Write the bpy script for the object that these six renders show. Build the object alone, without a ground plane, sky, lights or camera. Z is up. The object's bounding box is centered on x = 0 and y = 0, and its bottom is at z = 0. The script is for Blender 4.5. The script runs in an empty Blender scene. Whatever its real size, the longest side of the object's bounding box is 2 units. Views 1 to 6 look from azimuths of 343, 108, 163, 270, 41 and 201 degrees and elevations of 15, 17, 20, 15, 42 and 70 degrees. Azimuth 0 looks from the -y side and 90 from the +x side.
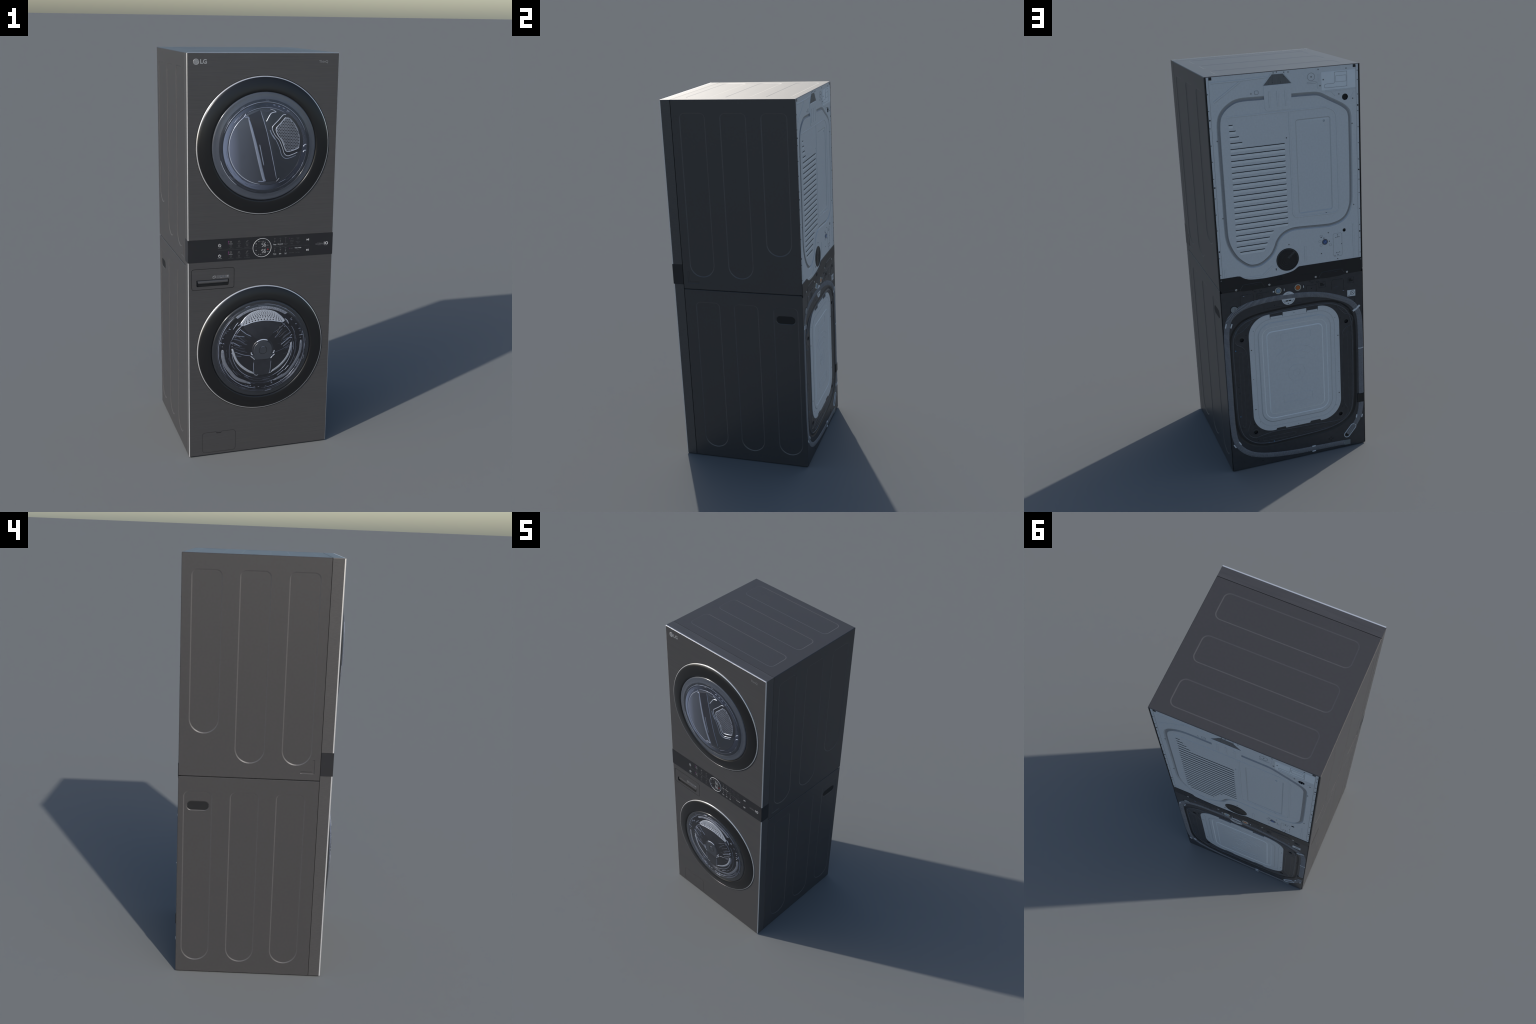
"""Stacked laundry tower: a dryer above a washer, one control strip between them.
Metres, z up, front towards -y.  Everything is built from profiles, outlines and rules."""
import bpy, math, random
from mathutils import Vector
from mathutils.geometry import delaunay_2d_cdt

random.seed(7)

# ----------------------------------------------------------------- main sizes
HW = 0.3680            # half width
FRONT = -0.3355        # plane of the front panels
SEAM_Y = -0.2775      # seam between front panels and cabinet
BACK = 0.3757         # plane of the back sheets
TOP = 2.0
STRIP_LO, STRIP_HI = 1.0215, 1.1315   # control strip
SPLIT_Z = 0.9955      # seam between the two cabinets
DOOR_Z = {"dryer": 1.570, "washer": 0.559}
DOOR_R = 0.326


# ================================================================= materials
def ramp(nt, pos_cols):
    r = nt.nodes.new("ShaderNodeValToRGB")
    el = r.color_ramp.elements
    el[0].position, el[0].color = pos_cols[0][0], (*pos_cols[0][1], 1)
    el[1].position, el[1].color = pos_cols[-1][0], (*pos_cols[-1][1], 1)
    for p, c in pos_cols[1:-1]:
        e = el.new(p)
        e.color = (*c, 1)
    return r


def material(name, color, rough=0.5, metal=0.0, spec=0.5, coat=0.0, coat_rough=0.05,
             var=0.06, scale=(30, 30, 30), bump=0.0, bump_scale=None, rough_var=0.0,
             emit=None, gradient=None):
    """Principled surface with a little grain.  gradient = (axis vector, offset, [(pos, col)...]) on
    Object coordinates that paints a lit-to-shaded run across a part."""
    m = bpy.data.materials.new(name)
    m.use_nodes = True
    nt = m.node_tree
    b = nt.nodes["Principled BSDF"]
    b.inputs["Roughness"].default_value = rough
    b.inputs["Metallic"].default_value = metal
    b.inputs["Specular IOR Level"].default_value = spec
    b.inputs["Coat Weight"].default_value = coat
    b.inputs["Coat Roughness"].default_value = coat_rough
    tc = nt.nodes.new("ShaderNodeTexCoord")
    mp = nt.nodes.new("ShaderNodeMapping")
    mp.inputs["Scale"].default_value = scale
    nt.links.new(tc.outputs["Object"], mp.inputs["Vector"])
    nz = nt.nodes.new("ShaderNodeTexNoise")
    nz.inputs["Scale"].default_value = 1.0
    nz.inputs["Detail"].default_value = 6.0
    nt.links.new(mp.outputs["Vector"], nz.inputs["Vector"])
    lo = tuple(c * (1 - var) for c in color)
    hi = tuple(c * (1 + var) for c in color)
    rp = ramp(nt, [(0.3, lo), (0.7, hi)])
    nt.links.new(nz.outputs["Fac"], rp.inputs["Fac"])
    col = rp.outputs["Color"]
    if gradient:
        axis, off, stops = gradient
        dt = nt.nodes.new("ShaderNodeVectorMath")
        dt.operation = "DOT_PRODUCT"
        dt.inputs[1].default_value = axis
        nt.links.new(tc.outputs["Object"], dt.inputs[0])
        ad = nt.nodes.new("ShaderNodeMath")
        ad.operation = "ADD"
        ad.inputs[1].default_value = off
        nt.links.new(dt.outputs["Value"], ad.inputs[0])
        gr = ramp(nt, stops)
        nt.links.new(ad.outputs["Value"], gr.inputs["Fac"])
        col = gr.outputs["Color"]
    nt.links.new(col, b.inputs["Base Color"])
    if rough_var:
        mr = nt.nodes.new("ShaderNodeMapRange")
        mr.inputs["To Min"].default_value = rough - rough_var
        mr.inputs["To Max"].default_value = rough + rough_var
        nt.links.new(nz.outputs["Fac"], mr.inputs["Value"])
        nt.links.new(mr.outputs["Result"], b.inputs["Roughness"])
    if bump:
        src = nz
        if bump_scale:
            src = nt.nodes.new("ShaderNodeTexNoise")
            src.inputs["Scale"].default_value = bump_scale
            src.inputs["Detail"].default_value = 2.0
            nt.links.new(tc.outputs["Object"], src.inputs["Vector"])
        bp = nt.nodes.new("ShaderNodeBump")
        bp.inputs["Strength"].default_value = bump
        bp.inputs["Distance"].default_value = 0.001
        nt.links.new(src.outputs["Fac"], bp.inputs["Height"])
        nt.links.new(bp.outputs["Normal"], b.inputs["Normal"])
    if emit:
        b.inputs["Emission Color"].default_value = (*emit[0], 1)
        b.inputs["Emission Strength"].default_value = emit[1]
    return m


STEEL = material("brushed_dark_steel", (0.095, 0.091, 0.092), 0.37, 0.30, spec=0.45, var=0.10, scale=(5, 60, 620), bump=0.05)
SIDE = material("painted_dark_steel", (0.074, 0.0705, 0.0715), 0.37, 0.22, spec=0.42, var=0.03, scale=(90, 90, 90))
PRESSED = material("lit_press_line", (0.108, 0.103, 0.104), 0.37, 0.22, spec=0.42, var=0.03, scale=(90, 90, 90))  # paler than the panel, painting the lit slope of pressed edges
TRIM = material("polished_edge_trim", (0.80, 0.79, 0.79), 0.30, 0.6, var=0.02)
CHROME = material("polished_chrome", (0.82, 0.81, 0.81), 0.24, 0.65, var=0.02)
STRIPM = material("black_control_glass", (0.021, 0.021, 0.024), 0.38, 0.0, spec=0.45, var=0.02)
BEZEL = material("black_gloss_bezel", (0.009, 0.009, 0.010), 0.30, 0.0, spec=0.6, var=0.02)
DARK = material("dark_gap_fill", (0.006, 0.006, 0.007), 0.6, var=0.02)  # near-black fill for gaps, and for plates standing in for holes
BLACKP = material("black_plastic", (0.012, 0.012, 0.013), 0.45, var=0.08)
BLACKS = material("black_sheet_metal", (0.050, 0.050, 0.054), 0.42, 0.2, var=0.10, scale=(60, 60, 60), bump=0.05)
TUBE = material("pale_black_edge", (0.105, 0.108, 0.118), 0.4, 0.2, var=0.08)  # paler tone along the edges of the black ribs
BRACKET = material("black_satin_bracket", (0.014, 0.014, 0.016), 0.4, 0.1, var=0.06)
GALV = material("galvanised_sheet", (0.60, 0.635, 0.67), 0.42, 0.25, var=0.035, scale=(120, 120, 120), bump=0.05)
GALVD = material("galvanised_groove_shade", (0.30, 0.31, 0.325), 0.5, 0.25, var=0.04, scale=(120, 120, 120))  # darker copy of the galvanised grey, painting shade into grooves and lines
GALVL = material("pale_label_and_lit_sheet", (0.72, 0.76, 0.79), 0.5, 0.1, var=0.02)  # label sheet colour, also a lit copy of the galvanised grey
GALVE = material("galvanised_edge_shade", (0.47, 0.50, 0.53), 0.45, 0.25, var=0.03)  # galvanised grey darkened to paint shade on rib and ridge walls
SCOOPD = material("dark_grey_scoop_sheet", (0.145, 0.15, 0.155), 0.5, 0.3, var=0.12, scale=(260, 20, 20))  # dark grey sheet of the scoop's upper part
ZINC = material("zinc_screw", (0.62, 0.62, 0.60), 0.3, 0.8, var=0.05)
DULL = material("dull_rivet", (0.20, 0.21, 0.21), 0.45, 0.5, var=0.05)
HOSE = material("grey_corrugated_hose", (0.28, 0.285, 0.305), 0.55, var=0.05)
HOSED = material("hose_valley_shade", (0.060, 0.062, 0.072), 0.6, var=0.05)  # hose grey darkened to paint the shade between its ribs
WHITEP = material("white_plastic_clip", (0.62, 0.64, 0.66), 0.45, var=0.03)
BRASS = material("pale_valve_body", (0.52, 0.50, 0.42), 0.4, 0.2, var=0.04)
BLUE = material("blue_valve_cap", (0.045, 0.10, 0.30), 0.4, var=0.04)
PALEBLUE = material("pale_blue_valve_cap", (0.22, 0.31, 0.40), 0.4, var=0.04)
ORANGE = material("orange_valve_cap", (0.46, 0.115, 0.015), 0.4, var=0.04)
CYAN = material("blue_paint_dot", (0.06, 0.22, 0.42), 0.5, var=0.02)
INKW = material("white_ink", (0.62, 0.62, 0.63), 0.5, var=0.02)
INKG = material("grey_ink", (0.27, 0.27, 0.275), 0.5, var=0.02)
INKD = material("dim_ink", (0.105, 0.105, 0.11), 0.5, var=0.02)
INKP = material("magenta_ink", (0.26, 0.045, 0.22), 0.5, var=0.02)
INKR = material("red_light", (0.50, 0.02, 0.03), 0.5, var=0.02)
LOGO = material("satin_silver_logo", (0.42, 0.42, 0.425), 0.4, 0.3, var=0.02)
LOGOD = material("satin_silver_logo_face", (0.30, 0.30, 0.305), 0.4, 0.3, var=0.02)
LABELG = material("grey_drawer_print", (0.155, 0.155, 0.16), 0.5, 0.2, var=0.05, scale=(200, 200, 200))

# window glass and what shows in it
GLASS_U = material("blue_grey_window_glass", (0.075, 0.085, 0.108), 0.26, 0.0, spec=0.6, coat=0.5, coat_rough=0.15, var=0.03)
GLASS_L = material("dark_window_glass", (0.026, 0.029, 0.036), 0.24, 0.0, spec=0.6, coat=0.5, coat_rough=0.15, var=0.03)
RING_U = material("smoky_ring", (0.042, 0.048, 0.062), 0.3, 0.3, coat=0.3, var=0.05)
RING_L = material("smoky_dark_ring", (0.022, 0.023, 0.029), 0.3, 0.3, coat=0.3, var=0.05)
WALL_U = material("drum_wall_painted_highlight", (0.1, 0.1, 0.13), 0.32, 0.4, coat=0.3,
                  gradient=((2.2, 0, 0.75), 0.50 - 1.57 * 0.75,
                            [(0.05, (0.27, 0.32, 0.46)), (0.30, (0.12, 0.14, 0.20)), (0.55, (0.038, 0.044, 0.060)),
                             (0.95, (0.075, 0.085, 0.125))]))  # crescent highlight of the drum wall painted as a gradient
BACK_U = material("drum_back_painted_sheen", (0.1, 0.1, 0.13), 0.34, 0.4, coat=0.3,
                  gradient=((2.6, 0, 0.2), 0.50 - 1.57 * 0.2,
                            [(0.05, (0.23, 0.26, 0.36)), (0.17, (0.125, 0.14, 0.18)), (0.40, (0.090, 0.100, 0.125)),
                             (0.62, (0.050, 0.056, 0.070)), (0.95, (0.060, 0.068, 0.085))]))  # sheen on the drum's left side painted as a gradient
RIB_U = material("drum_rib_dark_steel", (0.048, 0.051, 0.066), 0.34, 0.4, coat=0.3, var=0.1, scale=(8, 8, 8))
STEELB = material("bright_drum_steel", (0.60, 0.64, 0.74), 0.28, 0.3, var=0.05)  # brightest tone of drum steel, for rims and painted glints
STEELS = material("soft_drum_steel", (0.33, 0.37, 0.48), 0.32, 0.4, var=0.08)  # lit tone of the drum steel, for painted highlights and rims
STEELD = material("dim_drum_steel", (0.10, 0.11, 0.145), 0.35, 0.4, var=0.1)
PERF = material("perforated_steel", (0.30, 0.32, 0.38), 0.32, 0.4, var=0.12, scale=(25, 25, 25))
PERFB = material("perforated_bright_steel", (0.52, 0.55, 0.62), 0.32, 0.3, var=0.08, scale=(25, 25, 25))
BLADE = material("dark_drum_back", (0.024, 0.025, 0.031), 0.3, 0.2, coat=0.3, var=0.15, scale=(10, 10, 10))
BLADE2 = material("dark_drum_blade", (0.035, 0.037, 0.046), 0.3, 0.2, coat=0.3, var=0.25, scale=(12, 12, 12))
HUBM = material("hub_steel", (0.075, 0.082, 0.098), 0.35, 0.4, coat=0.2, var=0.05)

# ================================================================= object helpers
ROOT = bpy.data.objects.new("laundry_tower", None)
ROOT.empty_display_size = 0.2
bpy.context.scene.collection.objects.link(ROOT)
ROOT["label"] = "tall dark steel stacked dryer and washer with round doors"
ROOT["category"] = "laundry appliance"


def link(name, mesh, parent=ROOT, kind=None):
    ob = bpy.data.objects.new(name, mesh)
    bpy.context.scene.collection.objects.link(ob)
    ob.parent = parent
    if kind:
        ob["kind"] = kind
    return ob


class Build:
    """Collects verts and faces with material slots, then makes one mesh."""
    def __init__(self):
        self.v, self.f, self.m, self.mats = [], [], [], []

    def slot(self, mat):
        if mat not in self.mats:
            self.mats.append(mat)
        return self.mats.index(mat)

    def add(self, verts, faces, mat):
        o = len(self.v)
        s = self.slot(mat)
        self.v += [tuple(p) for p in verts]
        for f in faces:
            self.f.append(tuple(i + o for i in f))
            self.m.append(s)

    def make(self, name, parent=ROOT, smooth=35, kind=None):
        me = bpy.data.meshes.new(name)
        me.from_pydata(self.v, [], self.f)
        for mt in self.mats:
            me.materials.append(mt)
        me.polygons.foreach_set("material_index", self.m)
        if smooth:
            me.shade_smooth()
            me.set_sharp_from_angle(angle=math.radians(smooth))
        me.update()
        ob = link(name, me, parent, kind)
        if smooth:
            wn = ob.modifiers.new("face_weighted_normals", "WEIGHTED_NORMAL")
            wn.mode = "FACE_AREA"
            wn.weight = 100
            wn.keep_sharp = True
        return ob


# frames: (u, v, h) -> world, h is height out of the surface
def fr_front(u, v, h): return (u, FRONT - h, v)
def fr_back(u, v, h): return (u, BACK + h, v)
def fr_left(u, v, h): return (-HW - h, u, v)
def fr_right(u, v, h): return (HW + h, u, v)
def fr_top(u, v, h): return (u, v, TOP + h)


def dome(r):
    """bulge of the door glass in front of the panel plane"""
    return 0.0405 * (1 - (r / DOOR_R) ** 2)


def fr_door(cz):
    def f(u, v, h):
        return (u, FRONT - dome(math.hypot(u, v)) - h, cz + v)
    return f


OUT = {fr_front: Vector((0, -1, 0)), fr_back: Vector((0, 1, 0)), fr_left: Vector((-1, 0, 0)),
       fr_right: Vector((1, 0, 0)), fr_top: Vector((0, 0, 1))}


def outward(frame):
    return OUT.get(frame, Vector((0, -1, 0)))


def orient(verts, faces, out):
    """flip faces that look inwards"""
    res = []
    for f in faces:
        a, b, c = (Vector(verts[i]) for i in f[:3])
        n = (b - a).cross(c - a)
        res.append(tuple(reversed(f)) if n.dot(out) < 0 else tuple(f))
    return res


# ================================================================= outline helpers
def rrect(u0, v0, u1, v1, r, seg=8, radii=None):
    """rounded rectangle, counter-clockwise; radii = (ll, lr, ur, ul)"""
    rr = radii or (r, r, r, r)
    cs = [(u0, v0, 1, 1, 180), (u1, v0, -1, 1, 270), (u1, v1, -1, -1, 0), (u0, v1, 1, -1, 90)]
    pts = []
    for (cu, cv, su, sv, a0), q in zip(cs, rr):
        for i in range(seg + 1):
            a = math.radians(a0 + 90 * i / seg)
            p = (cu + su * q + q * math.cos(a), cv + sv * q + q * math.sin(a))
            if not pts or math.hypot(p[0] - pts[-1][0], p[1] - pts[-1][1]) > 1e-5:
                pts.append(p)
    return pts


def circle(cu, cv, r, n=32, rv=None):
    rv = rv or r
    return [(cu + r * math.cos(2 * math.pi * i / n), cv + rv * math.sin(2 * math.pi * i / n)) for i in range(n)]


def capsule(a, b, w, seg=6):
    d = Vector((b[0] - a[0], b[1] - a[1])).normalized()
    t = math.atan2(d.y, d.x)
    r = w / 2
    pts = [(b[0] + r * math.cos(t - math.pi / 2 + math.pi * i / seg), b[1] + r * math.sin(t - math.pi / 2 + math.pi * i / seg)) for i in range(seg + 1)]
    pts += [(a[0] + r * math.cos(t + math.pi / 2 + math.pi * i / seg), a[1] + r * math.sin(t + math.pi / 2 + math.pi * i / seg)) for i in range(seg + 1)]
    return pts


def area(p):
    return 0.5 * sum(p[i][0] * p[(i + 1) % len(p)][1] - p[(i + 1) % len(p)][0] * p[i][1] for i in range(len(p)))


def offset(p, d):
    """move a closed outline inwards by d (outwards if negative)"""
    s = 1 if area(p) > 0 else -1
    n = len(p)
    res = []
    for i in range(n):
        a, b, c = Vector(p[i - 1]), Vector(p[i]), Vector(p[(i + 1) % n])
        t1, t2 = (b - a).normalized(), (c - b).normalized()
        t = t1 + t2
        t = t.normalized() if t.length > 1e-6 else t1
        k = max(0.5, t.dot(t1))
        res.append((b.x - t.y * d * s / k, b.y + t.x * d * s / k))
    return res


def spline(pts, n=8, closed=False):
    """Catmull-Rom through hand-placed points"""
    P = [Vector(p) for p in pts]
    m = len(P)
    res = []
    for i in range(m if closed else m - 1):
        if closed:
            a, b, c, d = P[i - 1], P[i], P[(i + 1) % m], P[(i + 2) % m]
        else:
            a, b, c, d = P[max(i - 1, 0)], P[i], P[i + 1], P[min(i + 2, m - 1)]
        for k in range(n):
            t = k / n
            q = 0.5 * ((2 * b) + (c - a) * t + (2 * a - 5 * b + 4 * c - d) * t * t + (3 * b - a - 3 * c + d) * t ** 3)
            res.append((q.x, q.y))
    if not closed:
        res.append(tuple(P[-1]))
    return res


def arc(cu, cv, r, a0, a1, n=24, r1=None):
    r1 = r if r1 is None else r1
    return [(cu + (r + (r1 - r) * i / n) * math.cos(math.radians(a0 + (a1 - a0) * i / n)),
             cv + (r + (r1 - r) * i / n) * math.sin(math.radians(a0 + (a1 - a0) * i / n))) for i in range(n + 1)]


def inside(p, poly):
    x, y = p
    c = False
    j = len(poly) - 1
    for i in range(len(poly)):
        xi, yi = poly[i]
        xj, yj = poly[j]
        if (yi > y) != (yj > y) and x < (xj - xi) * (y - yi) / (yj - yi) + xi:
            c = not c
        j = i
    return c


# ================================================================= surface helpers
def sheet(b, frame, outline, mat, loops=(), h=0.0, regions=(), extra=()):
    """Pressed sheet: an outline filled with triangles; loops = [(closed outline, height)] are crease
    lines of the relief; regions = [(outline, material or None for a hole)]; extra = free points [(u,v,h)]."""
    vs, es, hs = [], [], []

    def ring(p, hh):
        o = len(vs)
        vs.extend(Vector(q) for q in p)
        hs.extend([hh] * len(p))
        es.extend((o + i, o + (i + 1) % len(p)) for i in range(len(p)))
        return list(range(o, o + len(p)))
    out = list(outline)
    if area(out) < 0:
        out.reverse()
    face = ring(out, h)
    for p, hh in loops:
        ring(p, hh)
    for u, v, hh in extra:
        vs.append(Vector((u, v)))
        hs.append(hh)
    rv, re, rf, ov, oe, of = delaunay_2d_cdt(vs, es, [face], 1, 1e-6)
    P = [frame(v.x, v.y, hs[ov[i][0]] if ov[i] else h) for i, v in enumerate(rv)]
    fs = orient(P, rf, outward(frame))
    groups = {}
    for f in fs:
        cu = sum(rv[i].x for i in f) / len(f)
        cv = sum(rv[i].y for i in f) / len(f)
        m = mat
        for poly, mm in regions:
            if inside((cu, cv), poly):
                m = mm
        if m is not None:
            groups.setdefault(m, []).append(f)
    for m, g in groups.items():
        b.add(P, g, m)


def slab(b, frame, outline, h0, h1, mat, bevel=0.0006, grid=0.0, side_mat=None):
    """solid piece with rounded top edge standing on a surface from h0 to h1"""
    out = list(outline)
    if area(out) < 0:
        out.reverse()
    n = len(out)
    inner = offset(out, bevel)
    extra = []
    if grid:
        us = [p[0] for p in inner]
        vs = [p[1] for p in inner]
        core = offset(inner, grid * 0.4)
        u = min(us)
        while u < max(us):
            v = min(vs)
            while v < max(vs):
                if inside((u, v), core):
                    extra.append((u, v, h1))
                v += grid
            u += grid
    sheet(b, frame, inner, mat, h=h1, extra=extra)
    V = [frame(u, v, h0) for u, v in out] + [frame(u, v, h1 - bevel) for u, v in out] + [frame(u, v, h1) for u, v in inner]
    F = []
    c = Vector((sum(p[0] for p in out) / n, sum(p[1] for p in out) / n))
    for k in (0, 1):
        for i in range(n):
            j = (i + 1) % n
            F.append((k * n + i, k * n + j, (k + 1) * n + j, (k + 1) * n + i))
    a, bb, cc = (Vector(frame(*q)) for q in ((0, 0, 0), (1e-3, 0, 0), (0, 1e-3, 0)))
    if (bb - a).cross(cc - a).dot(outward(frame)) < 0:
        F = [tuple(reversed(f)) for f in F]
    b.add(V, F, side_mat or mat)


def bead(b, frame, path, w, h, mat, closed=False, h0=0.0, taper=False, prof=None, edge=None):
    """pressed rib or rounded strip along a path; w may be a function of 0..1"""
    P = [Vector(p) for p in path]
    n = len(P)
    prof = prof or [(-0.5, -0.15), (-0.36, 0.55), (-0.15, 0.95), (0.15, 0.95), (0.36, 0.55), (0.5, -0.15)]
    k = len(prof)
    V, F = [], []
    for i in range(n):
        if closed:
            t = P[(i + 1) % n] - P[i - 1]
        else:
            t = P[min(i + 1, n - 1)] - P[max(i - 1, 0)]
        t = t.normalized() if t.length > 1e-9 else Vector((1, 0))
        nn = Vector((-t.y, t.x))
        s = i / max(1, n - 1)
        ww = w(s) if callable(w) else w
        hh = h
        if taper:
            e = min(s, 1 - s) / 0.18
            q = min(1.0, e)
            ww *= 0.15 + 0.85 * math.sqrt(max(0, 1 - (1 - q) ** 2))
        for a, z in prof:
            q = P[i] + nn * (a * ww)
            V.append(frame(q.x, q.y, h0 + z * hh))
    for i in range(n if closed else n - 1):
        j = (i + 1) % n
        for c in range(k - 1):
            F.append((i * k + c, j * k + c, j * k + c + 1, i * k + c + 1))
    if not closed:
        F.append(tuple(range(k)))
        F.append(tuple(range((n - 1) * k, n * k)))
    F = orient(V, F, outward(frame))
    if edge:
        m = (n if closed else n - 1) * (k - 1)
        side = [f for i, f in enumerate(F) if i < m and i % (k - 1) in (0, k - 2)]
        b.add(V, side, edge)
        F = [f for i, f in enumerate(F) if not (i < m and i % (k - 1) in (0, k - 2))]
    b.add(V, F, mat)


PRESS = [(-0.5, -0.15), (-0.34, 0.9), (-0.2, 1.0), (0.2, 1.0), (0.34, 0.9), (0.5, -0.15)]


def dots(b, frame, centres, r, h0, h1, mat, n=8):  # raised discs stand in for drilled holes
    for u, v in centres:
        p = circle(u, v, r, n)
        V = [frame(a, c, h0) for a, c in p] + [frame(u + (a - u) * .85, v + (c - v) * .85, h1) for a, c in p]
        F = [(i, (i + 1) % n, n + (i + 1) % n, n + i) for i in range(n)] + [tuple(range(n, 2 * n))]
        b.add(V, orient(V, F, outward(frame)), mat)


def lathe(b, cu, cz, prof, mat, n=128, y0=FRONT):
    """rings about an axis along y; prof = [(radius, height)] outwards to inwards; r 0 closes it"""
    V, F = [], []
    for r, h in prof:
        V += [(cu + r * math.cos(2 * math.pi * i / n), y0 - h, cz + r * math.sin(2 * math.pi * i / n)) for i in range(n)]
    for k in range(len(prof) - 1):
        for i in range(n):
            j = (i + 1) % n
            F.append((k * n + i, (k + 1) * n + i, (k + 1) * n + j, k * n + j))
    if prof[-1][0] < 1e-3:
        pass
    b.add(V, orient(V, F, Vector((0, -1, 0))), mat)


def box(b, x0, y0, z0, x1, y1, z1, mat):
    V = [(x, y, z) for x in (x0, x1) for y in (y0, y1) for z in (z0, z1)]
    F = [(0, 1, 3, 2), (4, 6, 7, 5), (0, 4, 5, 1), (2, 3, 7, 6), (0, 2, 6, 4), (1, 5, 7, 3)]
    b.add(V, F, mat)


def text(b, frame, body, size, u, v, h, mat, bold=0.0, align="CENTER", sx=1.0, mirror=1):
    cu = bpy.data.curves.new("t", "FONT")
    cu.body = body
    cu.size = size
    cu.align_x = align
    cu.align_y = "CENTER"
    cu.offset = bold
    cu.resolution_u = 3
    ob = bpy.data.objects.new("t", cu)
    bpy.context.scene.collection.objects.link(ob)
    dg = bpy.context.evaluated_depsgraph_get()
    me = ob.evaluated_get(dg).to_mesh()
    V = [frame(u + mirror * p.co.x * sx, v + p.co.y, h) for p in me.vertices]
    F = [tuple(p.vertices) for p in me.polygons]
    b.add(V, orient(V, F, outward(frame)), mat)
    ob.evaluated_get(dg).to_mesh_clear()
    bpy.data.objects.remove(ob)
    bpy.data.curves.remove(cu)


def one(name, parent, fn, **kw):
    b = Build()
    fn(b)
    return b.make(name, parent, **kw)


# ================================================================= cabinet
def core(b):
    g = 0.004
    box(b, -HW + g, SEAM_Y - 0.02, 0.006, HW - g, BACK - 0.012, TOP - g, DARK)  # unseen dark box added so the panel seams look black


CORE = one("dark_core", ROOT, core, smooth=None)


def base(b):
    box(b, -HW + 0.003, FRONT + 0.006, 0.0, HW - 0.003, BACK - 0.003, 0.008, DARK)  # dark plate put in for the shadow gap at the floor


one("base_shadow_plate", ROOT, base, smooth=None)

DEPTH = 0.0021   # depth of the pressed fields
WALL = 0.0050    # width of their sloping edge


def field_loops(y0, z0, y1, z1, round_bottom, d=DEPTH):
    w = (y1 - y0) / 2
    radii = (w - 1e-4, w - 1e-4, 0.028, 0.028) if round_bottom else (0.030,) * 4
    o = rrect(y0, z0, y1, z1, 0, 10, radii)
    return [(o, 0.0), (offset(o, WALL), -d)]


UPPER_FIELDS = [(0.1955, 1.200, 0.3325, 1.9325), (-0.0180, 1.067, 0.1205, 1.934), (-0.2340, 1.066, -0.0955, 1.935)]
LOWER_FIELDS = [(0.2155, 0.0625, 0.3515, 0.9255), (-0.0015, 0.0615, 0.1345, 0.9265), (-0.2165, 0.0625, -0.0795, 0.9275)]


def side_upper(frame, knockout):
    def fn(b):
        y0, y1, z0, z1 = SEAM_Y + 0.0009, BACK, SPLIT_Z + 0.0016, TOP - 0.0025
        out = [(y0, z0), (y1, z0), (y1, z1), (y0, z1)]
        loops = [([(y0 + .0015, z0 + .002), (y1 - .002, z0 + .002), (y1 - .002, z1 - .0002), (y0 + .0015, z1 - .0002)], 0.0)]
        regs = []
        for f in UPPER_FIELDS:
            lp = field_loops(*f, True)
            loops += lp
            regs += [(lp[0][0], PRESSED), (lp[1][0], SIDE)]
        if knockout:
            c = circle(0.277, 1.102, 0.058, 40)
            loops += [(c, 0.0), (offset(c, 0.0008), -0.00010), (offset(c, 0.0016), 0.0)]
        ell = spline([(-0.2510, 1.0925), (-0.2455, 1.0955), (-0.2400, 1.0925), (-0.2395, 1.060), (-0.2385, 1.0415), (-0.2360, 1.0400), (-0.215, 1.0395),
                      (-0.1885, 1.0395), (-0.1855, 1.0340), (-0.1885, 1.0285), (-0.215, 1.0285), (-0.2470, 1.0285), (-0.2510, 1.0320), (-0.2510, 1.060)], 4, True)
        loops += [(ell, 0.0), (offset(ell, 0.0026), -0.0018)]
        sheet(b, frame, out, SIDE, loops, h=-0.002, regions=regs)
        # rolled rear flange
        V = [frame(y1, z0, -0.002), frame(y1, z1, -0.002), frame(y1, z1, -0.006), frame(y1, z0, -0.006)]
        b.add(V, orient(V, [(0, 1, 2, 3)], Vector((0, 1, 0))), BLACKP)
    return fn


def side_lower(frame):
    def fn(b):
        y0, y1, z0, z1 = SEAM_Y + 0.0009, BACK, 0.003, SPLIT_Z - 0.0016
        out = [(y0, z0), (y1, z0), (y1, z1), (y0, z1)]
        loops = [([(y0 + .0015, z0 + .0005), (y1 - .002, z0 + .0005), (y1 - .002, z1 - .002), (y0 + .0015, z1 - .002)], 0.0)]
        regs = []
        for f in LOWER_FIELDS:
            lp = field_loops(*f, True)
            loops += lp
            regs += [(lp[0][0], PRESSED), (lp[1][0], SIDE)]
        # hand hold pressed into the rear field
        o = rrect(0.2285, 0.8292, 0.3373, 0.8775, 0.024)
        i = rrect(0.2385, 0.8385, 0.3265, 0.8685, 0.0145)
        loops += [(o, -DEPTH), (offset(o, 0.004), -0.0042), (offset(i, -0.0020), -0.0055), (offset(i, 0.0020), -0.0085), (offset(i, 0.0050), -0.0105)]
        sheet(b, frame, out, SIDE, loops, h=-0.002, regions=regs + [(offset(i, 0.0020), BLACKP)])
    return fn


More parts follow.
